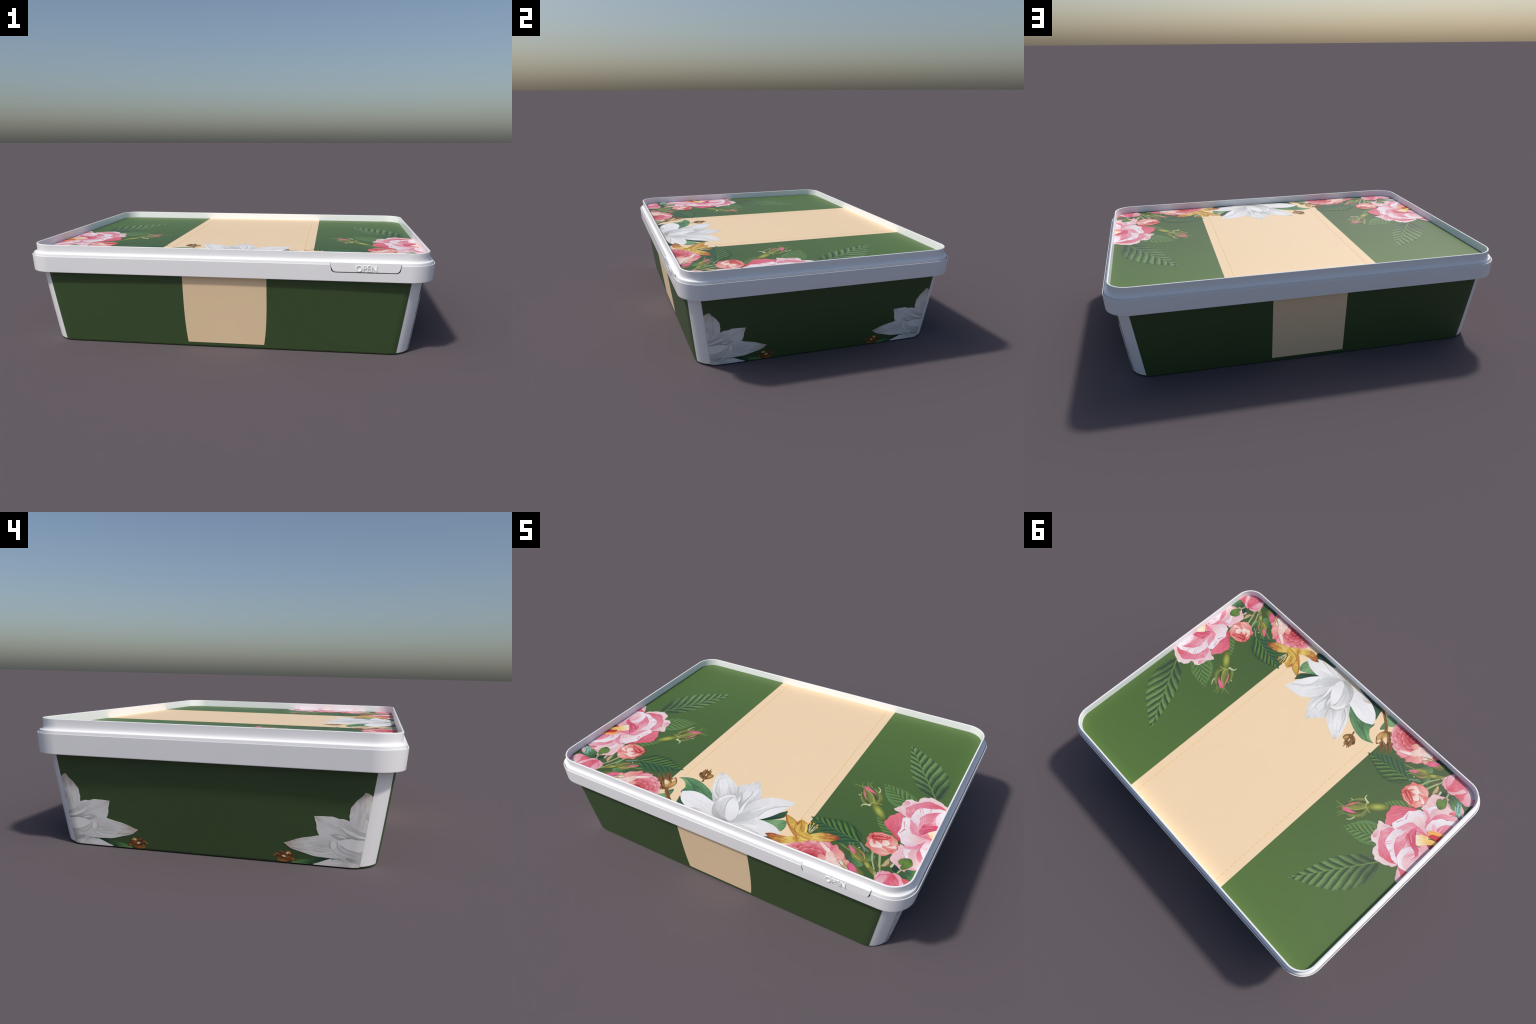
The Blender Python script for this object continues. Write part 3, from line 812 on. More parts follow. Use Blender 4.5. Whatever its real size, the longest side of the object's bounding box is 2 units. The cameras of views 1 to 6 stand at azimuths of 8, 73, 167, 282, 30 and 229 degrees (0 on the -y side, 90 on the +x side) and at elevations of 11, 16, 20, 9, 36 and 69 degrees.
    s.blob("printed_leaf", "dark_leaf_patch", [(0.6642, -0.6669), (0.6764, -0.6988), (0.7296, -0.6974), (0.7479, -0.6896), (0.7355, -0.668), (0.7, -0.6723)])
    s.blob("rose_bud", "bud_olive", [(0.6875, -0.6278), (0.7092, -0.6684), (0.7366, -0.6829), (0.7383, -0.6518), (0.7125, -0.6322)], axis=((0.736, -0.6836), (0.6891, -0.6261)))
    s.blob("peony", "peony", [(0.381, -0.6265), (0.3701, -0.651), (0.3721, -0.675), (0.36, -0.6911), (0.3942, -0.7133), (0.5396, -0.7186), (0.6714, -0.7092), (0.6712, -0.6638), (0.664, -0.6201), (0.6332, -0.6089), (0.6119, -0.5776), (0.5821, -0.5621), (0.5651, -0.5452), (0.5491, -0.5529), (0.5193, -0.5402), (0.4938, -0.5406), (0.479, -0.5577), (0.4542, -0.552), (0.4454, -0.5602), (0.4419, -0.5812), (0.4127, -0.5961)], axis=((0.5077, -0.6557), (0.4211, -0.6194)), ruffle=0.003)
    scallops(s, (0.4991, -0.6749), [(0.112, 20, 0.021), (0.092, 17, 0.021), (0.070, 14, 0.019), (0.048, 10, 0.017), (0.026, 7, 0.014), (0.004, 2, 0.012)], 0.92, 0.3,
             lambda k, a, r: ("scale_light", "scale_light", "scale_mid", "scale_mid", "scale_deep", "scale_deep")[min(5, max(0, k + (1 if r > 0.8 else 0)))])
    s.blob("rose_petal", "coral_pale", [(0.5473, -0.5998), (0.549, -0.6367), (0.5662, -0.6763), (0.6096, -0.6739), (0.6048, -0.6338), (0.5737, -0.5968)], ruffle=0.002)
    s.blob("rose_petal", "coral_light", [(0.5193, -0.6399), (0.5276, -0.6665), (0.5507, -0.6738), (0.5609, -0.6495), (0.5368, -0.6305)], ruffle=0.001)
    s.blob("rose_petal", "coral_pale", [(0.4837, -0.5591), (0.5121, -0.5863), (0.5471, -0.6065), (0.5508, -0.5895), (0.5205, -0.5709)], ruffle=0.001)
    s.blob("rose_petal", "coral_pale", [(0.5667, -0.6627), (0.6155, -0.6803), (0.6493, -0.6818), (0.644, -0.6552), (0.6045, -0.6405)], ruffle=0.001)
    s.blob("rose_petal", "peony", [(0.5521, -0.5561), (0.5712, -0.5802), (0.587, -0.5695), (0.5663, -0.5471)], ruffle=0.001)
    s.blob("rose_petal", "coral_light", [(0.5696, -0.582), (0.5929, -0.621), (0.6268, -0.6159), (0.6127, -0.5799), (0.5855, -0.5679)], ruffle=0.002)
    s.blob("rose_petal", "coral_light", [(0.6141, -0.6299), (0.6408, -0.6587), (0.6682, -0.6606), (0.6604, -0.6176), (0.6347, -0.6105)], ruffle=0.002)
    s.blob("rose_petal", "coral_pale", [(0.6064, -0.632), (0.6196, -0.6498), (0.6367, -0.6439), (0.6328, -0.6223)])
    s.stroke("sepal", "sepal", [(0.6819, -0.6666), (0.6404, -0.6544), (0.6106, -0.6355)], 0.008, 0.003)
    s.stroke("sepal", "sepal", [(0.6701, -0.6538), (0.6437, -0.6378), (0.621, -0.6189)], 0.007, 0.003)
    s.blob("rose_bud", "bud_pink", [(0.6548, -0.6222), (0.6626, -0.6492), (0.6909, -0.6694), (0.7142, -0.6725), (0.6998, -0.6432), (0.6732, -0.6179)], axis=((0.7136, -0.6732), (0.6574, -0.6194)))
    s.stroke("sepal", "curl_red", [(0.6541, -0.6262), (0.6635, -0.6481), (0.6867, -0.6676)], 0.009, 0.004)
    s.blob("rose_petal", "coral", [(0.6762, -0.3894), (0.6632, -0.414), (0.6683, -0.4462), (0.6795, -0.4832), (0.7127, -0.4989), (0.7473, -0.5115), (0.777, -0.4982), (0.8032, -0.4671), (0.8098, -0.4297), (0.8016, -0.3999), (0.7805, -0.3732), (0.7524, -0.3663), (0.7182, -0.3673), (0.6937, -0.3738)], axis=((0.6837, -0.3908), (0.7852, -0.4872)), ruffle=0.003)
    s.streaks("brush_marks", "coral_light", (0.7361, -0.4341), (0.7075, -0.39), 0.05, 0.055, 8, 0.005, rnd)
    s.streaks("brush_marks", "coral_deep", (0.7391, -0.4308), (0.6985, -0.3935), 0.03, 0.04, 6, 0.003, rnd)
    s.blob("rose_petal", "coral_deep", [(0.6772, -0.409), (0.6901, -0.4276), (0.714, -0.4236), (0.7492, -0.4022), (0.7592, -0.3789), (0.7287, -0.3734), (0.6979, -0.383)], axis=((0.6952, -0.4033), (0.7425, -0.4146)))
    s.stroke("rose_petal", "coral", [(0.6849, -0.3988), (0.709, -0.3884), (0.7373, -0.3827)], 0.01, 0.006)
    s.stroke("rose_petal", "coral", [(0.6889, -0.4164), (0.716, -0.4058), (0.7423, -0.3947)], 0.009, 0.006)
    s.stroke("rose_petal", "coral_light", [(0.6837, -0.3908), (0.7153, -0.3754), (0.7508, -0.3744)], 0.009, 0.006)
    s.blob("rose_petal", "coral_light", [(0.7088, -0.4765), (0.7225, -0.4994), (0.7591, -0.5022), (0.7883, -0.4806), (0.767, -0.4662), (0.7323, -0.4666)], ruffle=0.001)
    s.streaks("brush_marks", "coral", (0.7501, -0.4691), (0.7583, -0.498), 0.02, 0.05, 6, 0.003, rnd)
    s.blob("rose_petal", "coral_pale", [(0.682, -0.4289), (0.6876, -0.4617), (0.7052, -0.4773), (0.7472, -0.466), (0.7678, -0.4685), (0.7311, -0.4553), (0.7058, -0.4546)], ruffle=0.001)
    s.blob("rose_petal", "coral_pale", [(0.7075, -0.4351), (0.7162, -0.4558), (0.7315, -0.4611), (0.7458, -0.4612), (0.7351, -0.4384)], ruffle=0.001)
    s.blob("rose_petal", "coral_pale", [(0.7335, -0.4168), (0.7394, -0.443), (0.7556, -0.4454), (0.7694, -0.424), (0.758, -0.4071), (0.7432, -0.4088)], ruffle=0.001)
    s.blob("rose_petal", "coral_pale", [(0.757, -0.4489), (0.786, -0.4453), (0.8059, -0.434), (0.7958, -0.425), (0.776, -0.4344)], ruffle=0.001)
    s.blob("rose_petal", "coral_light", [(0.772, -0.3874), (0.7704, -0.4185), (0.7953, -0.4225), (0.7975, -0.3981), (0.782, -0.384)], ruffle=0.001)
    s.blob("rose_petal", "coral", [(0.7828, -0.4615), (0.7912, -0.4805), (0.8027, -0.4665), (0.7902, -0.4564)])
    s.blob("rose_petal", "petal_red", [(0.6952, -0.2979), (0.7361, -0.3344), (0.7994, -0.3806), (0.8145, -0.3361), (0.7868, -0.2677), (0.7691, -0.2134), (0.742, -0.1924), (0.7168, -0.2164), (0.7015, -0.2514)], axis=((0.7907, -0.3621), (0.727, -0.2094)), ruffle=0.003)
    s.streaks("brush_marks", "petal_deep", (0.7994, -0.365), (0.7268, -0.2156), 0.01, 0.05, 9, 0.004, rnd)
    s.streaks("brush_marks", "curl_red", (0.7996, -0.3523), (0.729, -0.2437), 0.01, 0.04, 5, 0.003, rnd)
    s.blob("rose_petal", "petal_pale", [(0.7049, -0.181), (0.7375, -0.1922), (0.7741, -0.208), (0.8, -0.217), (0.871, -0.2136), (0.9271, -0.1351), (0.9392, -0.0729), (0.9217, -0.0449), (0.8992, -0.031), (0.8612, -0.0135), (0.8328, -0.01), (0.8134, -0.0212), (0.7908, -0.0336), (0.7847, -0.071), (0.7556, -0.0699), (0.7314, -0.086), (0.7264, -0.1136), (0.7212, -0.146), (0.7057, -0.1675)], axis=((0.8818, -0.2019), (0.758, -0.0631)), ruffle=0.002)
    s.streaks("brush_marks", "petal_blush", (0.8336, -0.145), (0.7685, -0.0745), 0.05, 0.075, 12, 0.005, rnd)
    s.blob("rose_petal", "petal_blush", [(0.7345, -0.094), (0.7286, -0.1136), (0.73, -0.1413), (0.7499, -0.1296), (0.757, -0.1042), (0.7465, -0.0905)])
    s.blob("rose_petal", "petal_deep", [(0.7774, -0.2091), (0.7555, -0.1688), (0.7531, -0.133), (0.7836, -0.0908), (0.8221, -0.049), (0.8597, -0.0438), (0.901, -0.0557), (0.9371, -0.0752), (0.9358, -0.0988), (0.8723, -0.1218), (0.8205, -0.1589), (0.8022, -0.2146)], axis=((0.9318, -0.0763), (0.7491, -0.1619)), ruffle=0.002)
    s.streaks("brush_marks", "petal_red", (0.9297, -0.0786), (0.8159, -0.0607), 0.015, 0.03, 6, 0.006, rnd)
    s.streaks("brush_marks", "petal_pink", (0.8024, -0.2053), (0.7874, -0.0949), 0.02, 0.03, 6, 0.005, rnd)
    s.streaks("brush_marks", "petal_blush", (0.8029, -0.1775), (0.7676, -0.1111), 0.02, 0.05, 6, 0.004, rnd)
    s.blob("rose_petal", "petal_white", [(0.7969, -0.2065), (0.8331, -0.2362), (0.8544, -0.2498), (0.8754, -0.2089), (0.8932, -0.1444), (0.9339, -0.083), (0.9036, -0.073), (0.8707, -0.0878), (0.8128, -0.1131), (0.7958, -0.1557)], axis=((0.905, -0.2223), (0.8171, -0.1085)), ruffle=0.001)
    s.streaks("brush_marks", "petal_pale", (0.8843, -0.1811), (0.8213, -0.113), 0.03, 0.07, 10, 0.005, rnd)
    s.stroke("rose_petal", "petal_blush", [(0.8105, -0.12), (0.8208, -0.1405), (0.8291, -0.1588)], 0.006, 0.003)
    s.stroke("rose_petal", "petal_blush", [(0.8171, -0.1108), (0.8296, -0.1313), (0.841, -0.1506)], 0.005, 0.003)
    s.stroke("rose_petal", "petal_pale", [(0.8579, -0.0924), (0.8618, -0.1151), (0.8615, -0.1333)], 0.01, 0.004)
    s.blob("rose_petal", "petal_pink", [(0.855, -0.2537), (0.8409, -0.2186), (0.834, -0.1829), (0.8486, -0.1426), (0.8766, -0.1172), (0.9149, -0.0944), (0.9271, -0.1351), (0.9391, -0.2034), (0.9131, -0.2591)], axis=((0.9065, -0.0944), (0.8747, -0.2552)), ruffle=0.002)
    s.streaks("brush_marks", "petal_blush", (0.8877, -0.241), (0.8636, -0.1356), 0.02, 0.05, 10, 0.006, rnd)
    s.streaks("brush_marks", "petal_deep", (0.8599, -0.2392), (0.8936, -0.1171), 0.01, 0.02, 5, 0.004, rnd)
    s.blob("rose_petal", "petal_deep", [(0.8624, -0.2183), (0.8598, -0.2485), (0.8987, -0.2154), (0.8989, -0.197)])
    s.blob("rose_petal", "petal_pale", [(0.9423, -0.0695), (0.9776, -0.0806), (1.0148, -0.1029), (1.0354, -0.1252), (1.0355, -0.036), (1.0089, -0.0028), (0.9728, -0.0171), (0.9571, -0.0494)], ruffle=0.002)
    s.blob("rose_petal", "petal_red", [(0.9444, -0.0695), (0.9694, -0.0717), (1.0045, -0.0917), (1.0087, -0.0649), (1.0016, -0.0371), (0.9737, -0.0538)])
    s.blob("rose_petal", "petal_white", [(0.9128, -0.0967), (0.8988, -0.1228), (0.8993, -0.1649), (0.9217, -0.2041), (0.9431, -0.2263), (0.9936, -0.2254), (1.0126, -0.1321), (1.0014, -0.0906), (0.9725, -0.0773), (0.9475, -0.0729)], axis=((0.979, -0.2096), (0.9275, -0.0898)), ruffle=0.001)
    s.blob("rose_petal", "petal_blush", [(0.941, -0.1044), (0.9281, -0.1362), (0.9329, -0.1828), (0.956, -0.194), (0.9642, -0.2305), (0.9849, -0.2715), (1.0102, -0.2435), (1.0126, -0.1547), (0.9972, -0.0996), (0.9766, -0.084)], axis=((0.9872, -0.2462), (0.9546, -0.0965)), ruffle=0.001)
    s.streaks("brush_marks", "petal_white", (0.9809, -0.2394), (0.9483, -0.1032), 0.02, 0.05, 8, 0.005, rnd)
    s.streaks("brush_marks", "petal_pink", (0.9894, -0.2209), (0.9609, -0.0987), 0.02, 0.04, 7, 0.004, rnd)
    s.blob("rose_petal", "heart_cream", [(0.884, -0.2794), (0.9084, -0.3011), (0.9488, -0.3071), (0.9617, -0.2836), (0.9871, -0.2692), (0.9536, -0.2376), (0.9293, -0.2299), (0.8983, -0.2524)], axis=((0.9659, -0.2881), (0.8964, -0.2316)))
    s.blob("rose_petal", "petal_blush", [(0.9493, -0.2423), (0.9723, -0.2764), (0.9997, -0.2689), (0.9998, -0.2322), (0.9726, -0.2212)])
    s.stroke("rose_petal", "heart_yellow", [(0.9478, -0.2967), (0.9112, -0.2749)], 0.01, 0.004)
    s.stroke("rose_petal", "heart_yellow", [(0.9532, -0.2884), (0.9269, -0.2646)], 0.01, 0.004)
    s.stroke("rose_petal", "heart_yellow", [(0.9596, -0.2813), (0.9418, -0.2551)], 0.01, 0.004)
    s.stroke("rose_petal", "heart_yellow", [(0.967, -0.2754), (0.9535, -0.2422)], 0.01, 0.004)
    s.stroke("rose_petal", "heart_yellow", [(0.9425, -0.3003), (0.9106, -0.2894)], 0.01, 0.004)
    s.blob("rose_petal", "petal_white", [(0.7693, -0.2123), (0.7626, -0.2386), (0.7747, -0.2806), (0.7775, -0.3377), (0.8051, -0.3773), (0.8232, -0.3949), (0.8631, -0.3906), (0.895, -0.3436), (0.9413, -0.3084), (0.8882, -0.2863), (0.8554, -0.2532), (0.7941, -0.2105)], axis=((0.9169, -0.3009), (0.7688, -0.2548)), ruffle=0.002)
    s.blob("rose_petal", "petal_pale", [(0.8234, -0.2971), (0.8237, -0.3384), (0.8418, -0.3651), (0.8775, -0.3629), (0.9037, -0.3339), (0.9424, -0.3096), (0.9042, -0.2965), (0.8567, -0.3116)], axis=((0.9275, -0.3123), (0.8176, -0.3173)), ruffle=0.001)
    s.streaks("brush_marks", "petal_blush", (0.9275, -0.3123), (0.826, -0.3359), 0.01, 0.03, 7, 0.004, rnd)
    s.blob("rose_petal", "petal_pink", [(0.7962, -0.2128), (0.8062, -0.256), (0.8298, -0.304), (0.8664, -0.3102), (0.9072, -0.3116), (0.9452, -0.3088), (0.8857, -0.2822), (0.8529, -0.2514), (0.8196, -0.2325)], axis=((0.9424, -0.3096), (0.7978, -0.2193)), ruffle=0.001)
    s.streaks("brush_marks", "petal_blush", (0.9296, -0.3099), (0.8061, -0.2378), 0.01, 0.03, 7, 0.005, rnd)
    s.streaks("brush_marks", "petal_deep", (0.9329, -0.3063), (0.8287, -0.2409), 0.005, 0.02, 5, 0.003, rnd)
    s.stroke("rose_petal", "petal_pink", [(0.7953, -0.2907), (0.7882, -0.3144), (0.7802, -0.3324)], 0.007, 0.003)
    s.stroke("rose_petal", "petal_pink", [(0.7744, -0.2442), (0.7817, -0.264), (0.79, -0.2826)], 0.005, 0.003)
    s.blob("rose_petal", "petal_blush", [(0.8088, -0.4045), (0.8098, -0.4284), (0.8031, -0.4736), (0.8002, -0.5021), (0.8373, -0.5369), (0.8926, -0.5506), (0.9333, -0.5423), (0.9623, -0.5218), (0.954, -0.4806), (0.8989, -0.3921), (0.8743, -0.3945), (0.8226, -0.4018)], axis=((0.9283, -0.4593), (0.8006, -0.4512)), ruffle=0.003)
    s.streaks("brush_marks", "petal_pale", (0.9255, -0.4498), (0.8124, -0.4507), 0.03, 0.05, 11, 0.006, rnd)
    s.streaks("brush_marks", "petal_pink", (0.9255, -0.4498), (0.8241, -0.4503), 0.03, 0.045, 6, 0.003, rnd)
    s.blob("rose_petal", "petal_pale", [(0.8472, -0.4623), (0.8844, -0.509), (0.9365, -0.5132), (0.9537, -0.5125), (0.9482, -0.4872), (0.9111, -0.4535), (0.8914, -0.4129), (0.8888, -0.3908), (0.867, -0.4058)], ruffle=0.002)
    s.blob("rose_petal", "petal_white", [(0.822, -0.4012), (0.8417, -0.4433), (0.8611, -0.472), (0.8704, -0.4678), (0.8592, -0.4395), (0.8626, -0.4107)], sharp=(0,))
    s.blob("rose_petal", "petal_pink", [(0.8951, -0.3963), (0.8927, -0.4271), (0.9139, -0.463), (0.9568, -0.49), (0.9556, -0.4598), (0.92, -0.4246)])
    s.blob("rose_petal", "petal_red", [(0.9352, -0.4893), (0.9408, -0.5082), (0.9603, -0.5145), (0.9687, -0.508), (0.9496, -0.4919)])
    s.blob("rose_petal", "petal_pink", [(0.827, -0.4001), (0.8387, -0.4153), (0.8684, -0.4041), (0.894, -0.39), (0.9035, -0.362), (0.9024, -0.3323), (0.884, -0.3601), (0.8623, -0.3879)], axis=((0.9066, -0.34), (0.8364, -0.4115)))
    s.blob("rose_petal", "petal_blush", [(0.9513, -0.4584), (0.9625, -0.4962), (0.991, -0.5141), (1.0251, -0.5), (1.0026, -0.4628), (0.9741, -0.4575)])
    s.blob("rose_petal", "petal_white", [(0.9053, -0.3322), (0.8992, -0.3669), (0.9003, -0.3936), (0.9243, -0.4324), (0.9627, -0.458), (0.9954, -0.4773), (1.0196, -0.4432), (1.0029, -0.3748), (0.9748, -0.3444), (0.9352, -0.3299)], axis=((0.9692, -0.3383), (0.9257, -0.4308)), ruffle=0.001)
    s.streaks("brush_marks", "petal_blush", (0.972, -0.3414), (0.9315, -0.4306), 0.02, 0.07, 11, 0.004, rnd)
    s.blob("rose_petal", "petal_pink", [(0.952, -0.3701), (0.9545, -0.4045), (0.972, -0.4348), (1.0026, -0.4502), (1, -0.3968), (0.9832, -0.366)])
    s.stroke("rose_petal", "petal_blush", [(0.9493, -0.3451), (0.929, -0.3896)], 0.01, 0.003)
    s.stroke("rose_petal", "petal_blush", [(0.9408, -0.3391), (0.9209, -0.3427)], 0.01, 0.003)
    s.stroke("rose_petal", "petal_blush", [(0.969, -0.3633), (0.9631, -0.4074)], 0.01, 0.003)
    s.blob("rose_heart", "heart_orange", [(0.9316, -0.3216), (0.9281, -0.3347), (0.945, -0.353), (0.9704, -0.3679), (0.9916, -0.3751), (1.0086, -0.3622), (0.975, -0.3195), (0.9496, -0.3078)], ruffle=0.003)
    s.blob("rose_heart", "heart_red", [(0.9482, -0.3062), (0.9453, -0.3187), (0.9551, -0.3356), (0.9838, -0.3529), (1.0113, -0.3777), (1.0198, -0.3432), (0.9961, -0.3206), (0.9722, -0.3165)])
    s.blob("rose_heart", "heart_maroon", [(0.9716, -0.2692), (0.9864, -0.2822), (1.0087, -0.3125), (1.0311, -0.3182), (1.0228, -0.2661), (0.9963, -0.262)])
    s.blob("rose_heart", "heart_yellow", [(0.9591, -0.2806), (0.959, -0.3004), (0.9806, -0.3132), (1.0017, -0.3204), (1.0087, -0.3063), (0.9878, -0.2868), (0.9719, -0.2739)])
    s.blob("rose_heart", "heart_orange", [(0.9723, -0.2887), (0.9737, -0.2964), (0.9849, -0.3023), (0.9836, -0.2915)])
    s.blob("rose_petal", "curl_red", [(0.8698, -0.3029), (0.8956, -0.2636), (0.9251, -0.23), (0.9554, -0.221), (0.9766, -0.1932), (0.9689, -0.1776), (0.9476, -0.1941), (0.9099, -0.2042), (0.8768, -0.2292), (0.8598, -0.2485), (0.8546, -0.277)], axis=((0.9728, -0.1846), (0.8613, -0.2928)), sharp=(0,))
    s.stroke("rose_petal", "petal_deep", [(0.8594, -0.2718), (0.877, -0.2435), (0.9072, -0.2199)], 0.008, 0.004)
    s.stroke("rose_petal", "heart_maroon", [(0.8753, -0.289), (0.8965, -0.2599), (0.9229, -0.2323)], 0.004, 0.002)
    s.blob("printed_leaf", "leaf_sprig", [(0.8854, -0.5428), (0.88, -0.5778), (0.9105, -0.591), (0.9388, -0.5776), (0.9479, -0.5288), (0.9167, -0.5231)], ruffle=0.002)
    s.blob("printed_leaf", "petal_blush", [(0.9492, -0.5738), (0.9692, -0.568), (0.9928, -0.5515), (0.9995, -0.5233), (0.9708, -0.5438)])
    s.blob("printed_leaf", "teal_leaf", [(0.9327, -0.5417), (0.9278, -0.5807), (0.9489, -0.5787), (0.9799, -0.5409), (0.9981, -0.5058), (0.9623, -0.5153)], axis=((0.9286, -0.5797), (0.9938, -0.5044)), ruffle=0.002)
    s.blob("printed_leaf", "dark_leaf_patch", [(0.9566, -0.5156), (0.9695, -0.5134), (1.0024, -0.5073), (0.9967, -0.5011)])
    s.stroke("bud_stem", "stem_pale", [(0.8694, -0.5419), (0.8633, -0.5584), (0.859, -0.5749)], 0.01, 0.008)
    s.blob("printed_leaf", "heart_leaf", [(0.8451, -0.4848), (0.8384, -0.5051), (0.8457, -0.521), (0.8595, -0.5213), (0.8569, -0.535), (0.8693, -0.5465), (0.8947, -0.5202), (0.8992, -0.4891), (0.8768, -0.4669)], axis=((0.8694, -0.5452), (0.8762, -0.4676)), ruffle=0.001)
    s.stroke("printed_leaf", "leaf_sprig", [(0.8638, -0.526), (0.8613, -0.4971), (0.863, -0.4793)], 0.004, 0.002)

def centre_bouquet(s):
    """Magnolia, seed capsules and a yellow bloom at the front of the cream band; p is measured from AXIS."""
    rnd = random.Random(8)
    s.blob("printed_leaf", "leaf_deep", [(0.2868, -0.6332), (0.289, -0.6549), (0.292, -0.6839), (0.2291, -0.6951), (0.1572, -0.6967), (0.1571, -0.6769), (0.2366, -0.663)])
    s.blob("printed_leaf", "leaf_deep", [(-0.0532, -0.6889), (-0.0951, -0.6919), (-0.155, -0.6957), (-0.2381, -0.6877), (-0.2516, -0.654), (-0.2659, -0.6067), (-0.2194, -0.6452), (-0.1399, -0.672)], sharp=(5,))
    s.blob("printed_leaf", "leaf_pale", [(0.2889, -0.5156), (0.3041, -0.5428), (0.3055, -0.5731), (0.2934, -0.594), (0.2391, -0.5809), (0.1638, -0.5794), (0.2207, -0.544), (0.2629, -0.5199)], axis=((0.1638, -0.5794), (0.2971, -0.5265)))
    s.blob("printed_leaf", "leaf_deep", [(0.2616, -0.4453), (0.2692, -0.4778), (0.2638, -0.5047), (0.2211, -0.5444), (0.1638, -0.5794), (0.1871, -0.5504), (0.2229, -0.4948)], axis=((0.1638, -0.5794), (0.2616, -0.4453)), sharp=(0,))
    s.blob("printed_leaf", "leaf_glossy", [(-0.0785, -0.5757), (-0.1349, -0.5171), (-0.1873, -0.4855), (-0.2486, -0.4646), (-0.3049, -0.4643), (-0.3601, -0.4911), (-0.3194, -0.5014), (-0.2835, -0.5383), (-0.2751, -0.5874), (-0.2061, -0.5717), (-0.1104, -0.5725)], axis=((-0.1063, -0.5831), (-0.3404, -0.4848)), sharp=(0, 5))
    s.blob("printed_leaf", "leaf_pale", [(-0.2275, -0.5434), (-0.2492, -0.5596), (-0.2727, -0.5739), (-0.2835, -0.5383), (-0.3177, -0.5031), (-0.356, -0.4909), (-0.3246, -0.482), (-0.2701, -0.5094)], sharp=(5,))
    s.blob("printed_leaf", "leaf_pale", [(-0.3254, -0.5834), (-0.3067, -0.6288), (-0.2968, -0.6879), (-0.3645, -0.6911), (-0.3785, -0.6697), (-0.3451, -0.6337), (-0.3423, -0.6075)], ruffle=0.002)
    s.stroke("capsule_stem", "capsule", [(-0.2309, -0.4636), (-0.235, -0.45), (-0.2376, -0.4347)], 0.011, 0.009)
    s.blob("seed_capsule", "capsule", [(-0.2115, -0.3887), (-0.2074, -0.4116), (-0.2222, -0.4332), (-0.2403, -0.4427), (-0.2698, -0.4337), (-0.2881, -0.4071), (-0.2789, -0.39), (-0.2758, -0.3669), (-0.2585, -0.368), (-0.2388, -0.3646), (-0.2328, -0.383)], axis=((-0.2385, -0.4465), (-0.2566, -0.3624)), sharp=(7, 9))
    s.blob("seed_capsule", "capsule_glint", [(-0.2464, -0.3977), (-0.2432, -0.4121), (-0.2488, -0.4109), (-0.253, -0.3941)])
    s.blob("seed_capsule", "capsule_light", [(-0.2165, -0.3869), (-0.2184, -0.4069), (-0.2337, -0.4198), (-0.2253, -0.4)])
    s.stroke("seed_capsule", "capsule_dark", [(-0.2577, -0.3957), (-0.2622, -0.3756)], 0.007, 0.003)
    s.stroke("seed_capsule", "capsule_dark", [(-0.2428, -0.4295), (-0.2659, -0.4188), (-0.2785, -0.3967)], 0.006, 0.003)
    s.stroke("seed_capsule", "capsule_dark", [(-0.2412, -0.3778), (-0.2401, -0.3945)], 0.009, 0.003)
    s.stroke("seed_capsule", "capsule", [(-0.2493, -0.3759), (-0.2521, -0.3576), (-0.254, -0.3476)], 0.008, 0.002)
    s.stroke("seed_capsule", "capsule", [(-0.2622, -0.3756), (-0.269, -0.3638), (-0.2732, -0.357)], 0.008, 0.002)
    s.stroke("seed_capsule", "capsule", [(-0.2697, -0.3837), (-0.2759, -0.3712), (-0.2799, -0.3628)], 0.008, 0.002)
    s.stroke("seed_capsule", "capsule", [(-0.2736, -0.3985), (-0.2791, -0.3867), (-0.2789, -0.3744)], 0.008, 0.002)
    s.stroke("capsule_stem", "capsule", [(-0.2308, -0.6985), (-0.2767, -0.67), (-0.3174, -0.6402), (-0.3626, -0.5946)], 0.014, 0.02)
    s.stroke("capsule_stem", "capsule", [(-0.3273, -0.6363), (-0.3512, -0.6221)], 0.006, 0.004)
    s.blob("seed_capsule", "capsule", [(-0.3581, -0.511), (-0.3382, -0.5431), (-0.3416, -0.5793), (-0.3601, -0.6049), (-0.3931, -0.6204), (-0.4409, -0.5825), (-0.4408, -0.5646), (-0.4704, -0.5191), (-0.4424, -0.531), (-0.4492, -0.5047), (-0.4072, -0.5284), (-0.4269, -0.4932), (-0.4128, -0.4921), (-0.3848, -0.5149), (-0.3744, -0.5016)], axis=((-0.3587, -0.6013), (-0.4421, -0.5026)), sharp=(7, 9, 11))
    s.stroke("seed_capsule", "capsule", [(-0.3877, -0.5215), (-0.4086, -0.5016), (-0.4227, -0.483)], 0.012, 0.002)
    s.stroke("seed_capsule", "capsule", [(-0.3983, -0.5295), (-0.4185, -0.5052), (-0.4288, -0.4868)], 0.012, 0.002)
    s.stroke("seed_capsule", "capsule", [(-0.412, -0.5407), (-0.4373, -0.5185), (-0.4538, -0.4998)], 0.012, 0.002)
    s.stroke("seed_capsule", "capsule", [(-0.4255, -0.5552), (-0.4516, -0.5339), (-0.4743, -0.5163)], 0.012, 0.002)
    s.stroke("seed_capsule", "capsule", [(-0.423, -0.5739), (-0.4408, -0.5646), (-0.4517, -0.5608)], 0.012, 0.002)
    s.blob("seed_capsule", "capsule_light", [(-0.365, -0.5114), (-0.342, -0.5437), (-0.3467, -0.5739), (-0.3578, -0.5751), (-0.366, -0.5409), (-0.3791, -0.5336), (-0.377, -0.5136)])
    s.blob("seed_capsule", "capsule_light", [(-0.3582, -0.5683), (-0.3648, -0.5935), (-0.3864, -0.5772), (-0.4083, -0.5509), (-0.3866, -0.5417)])
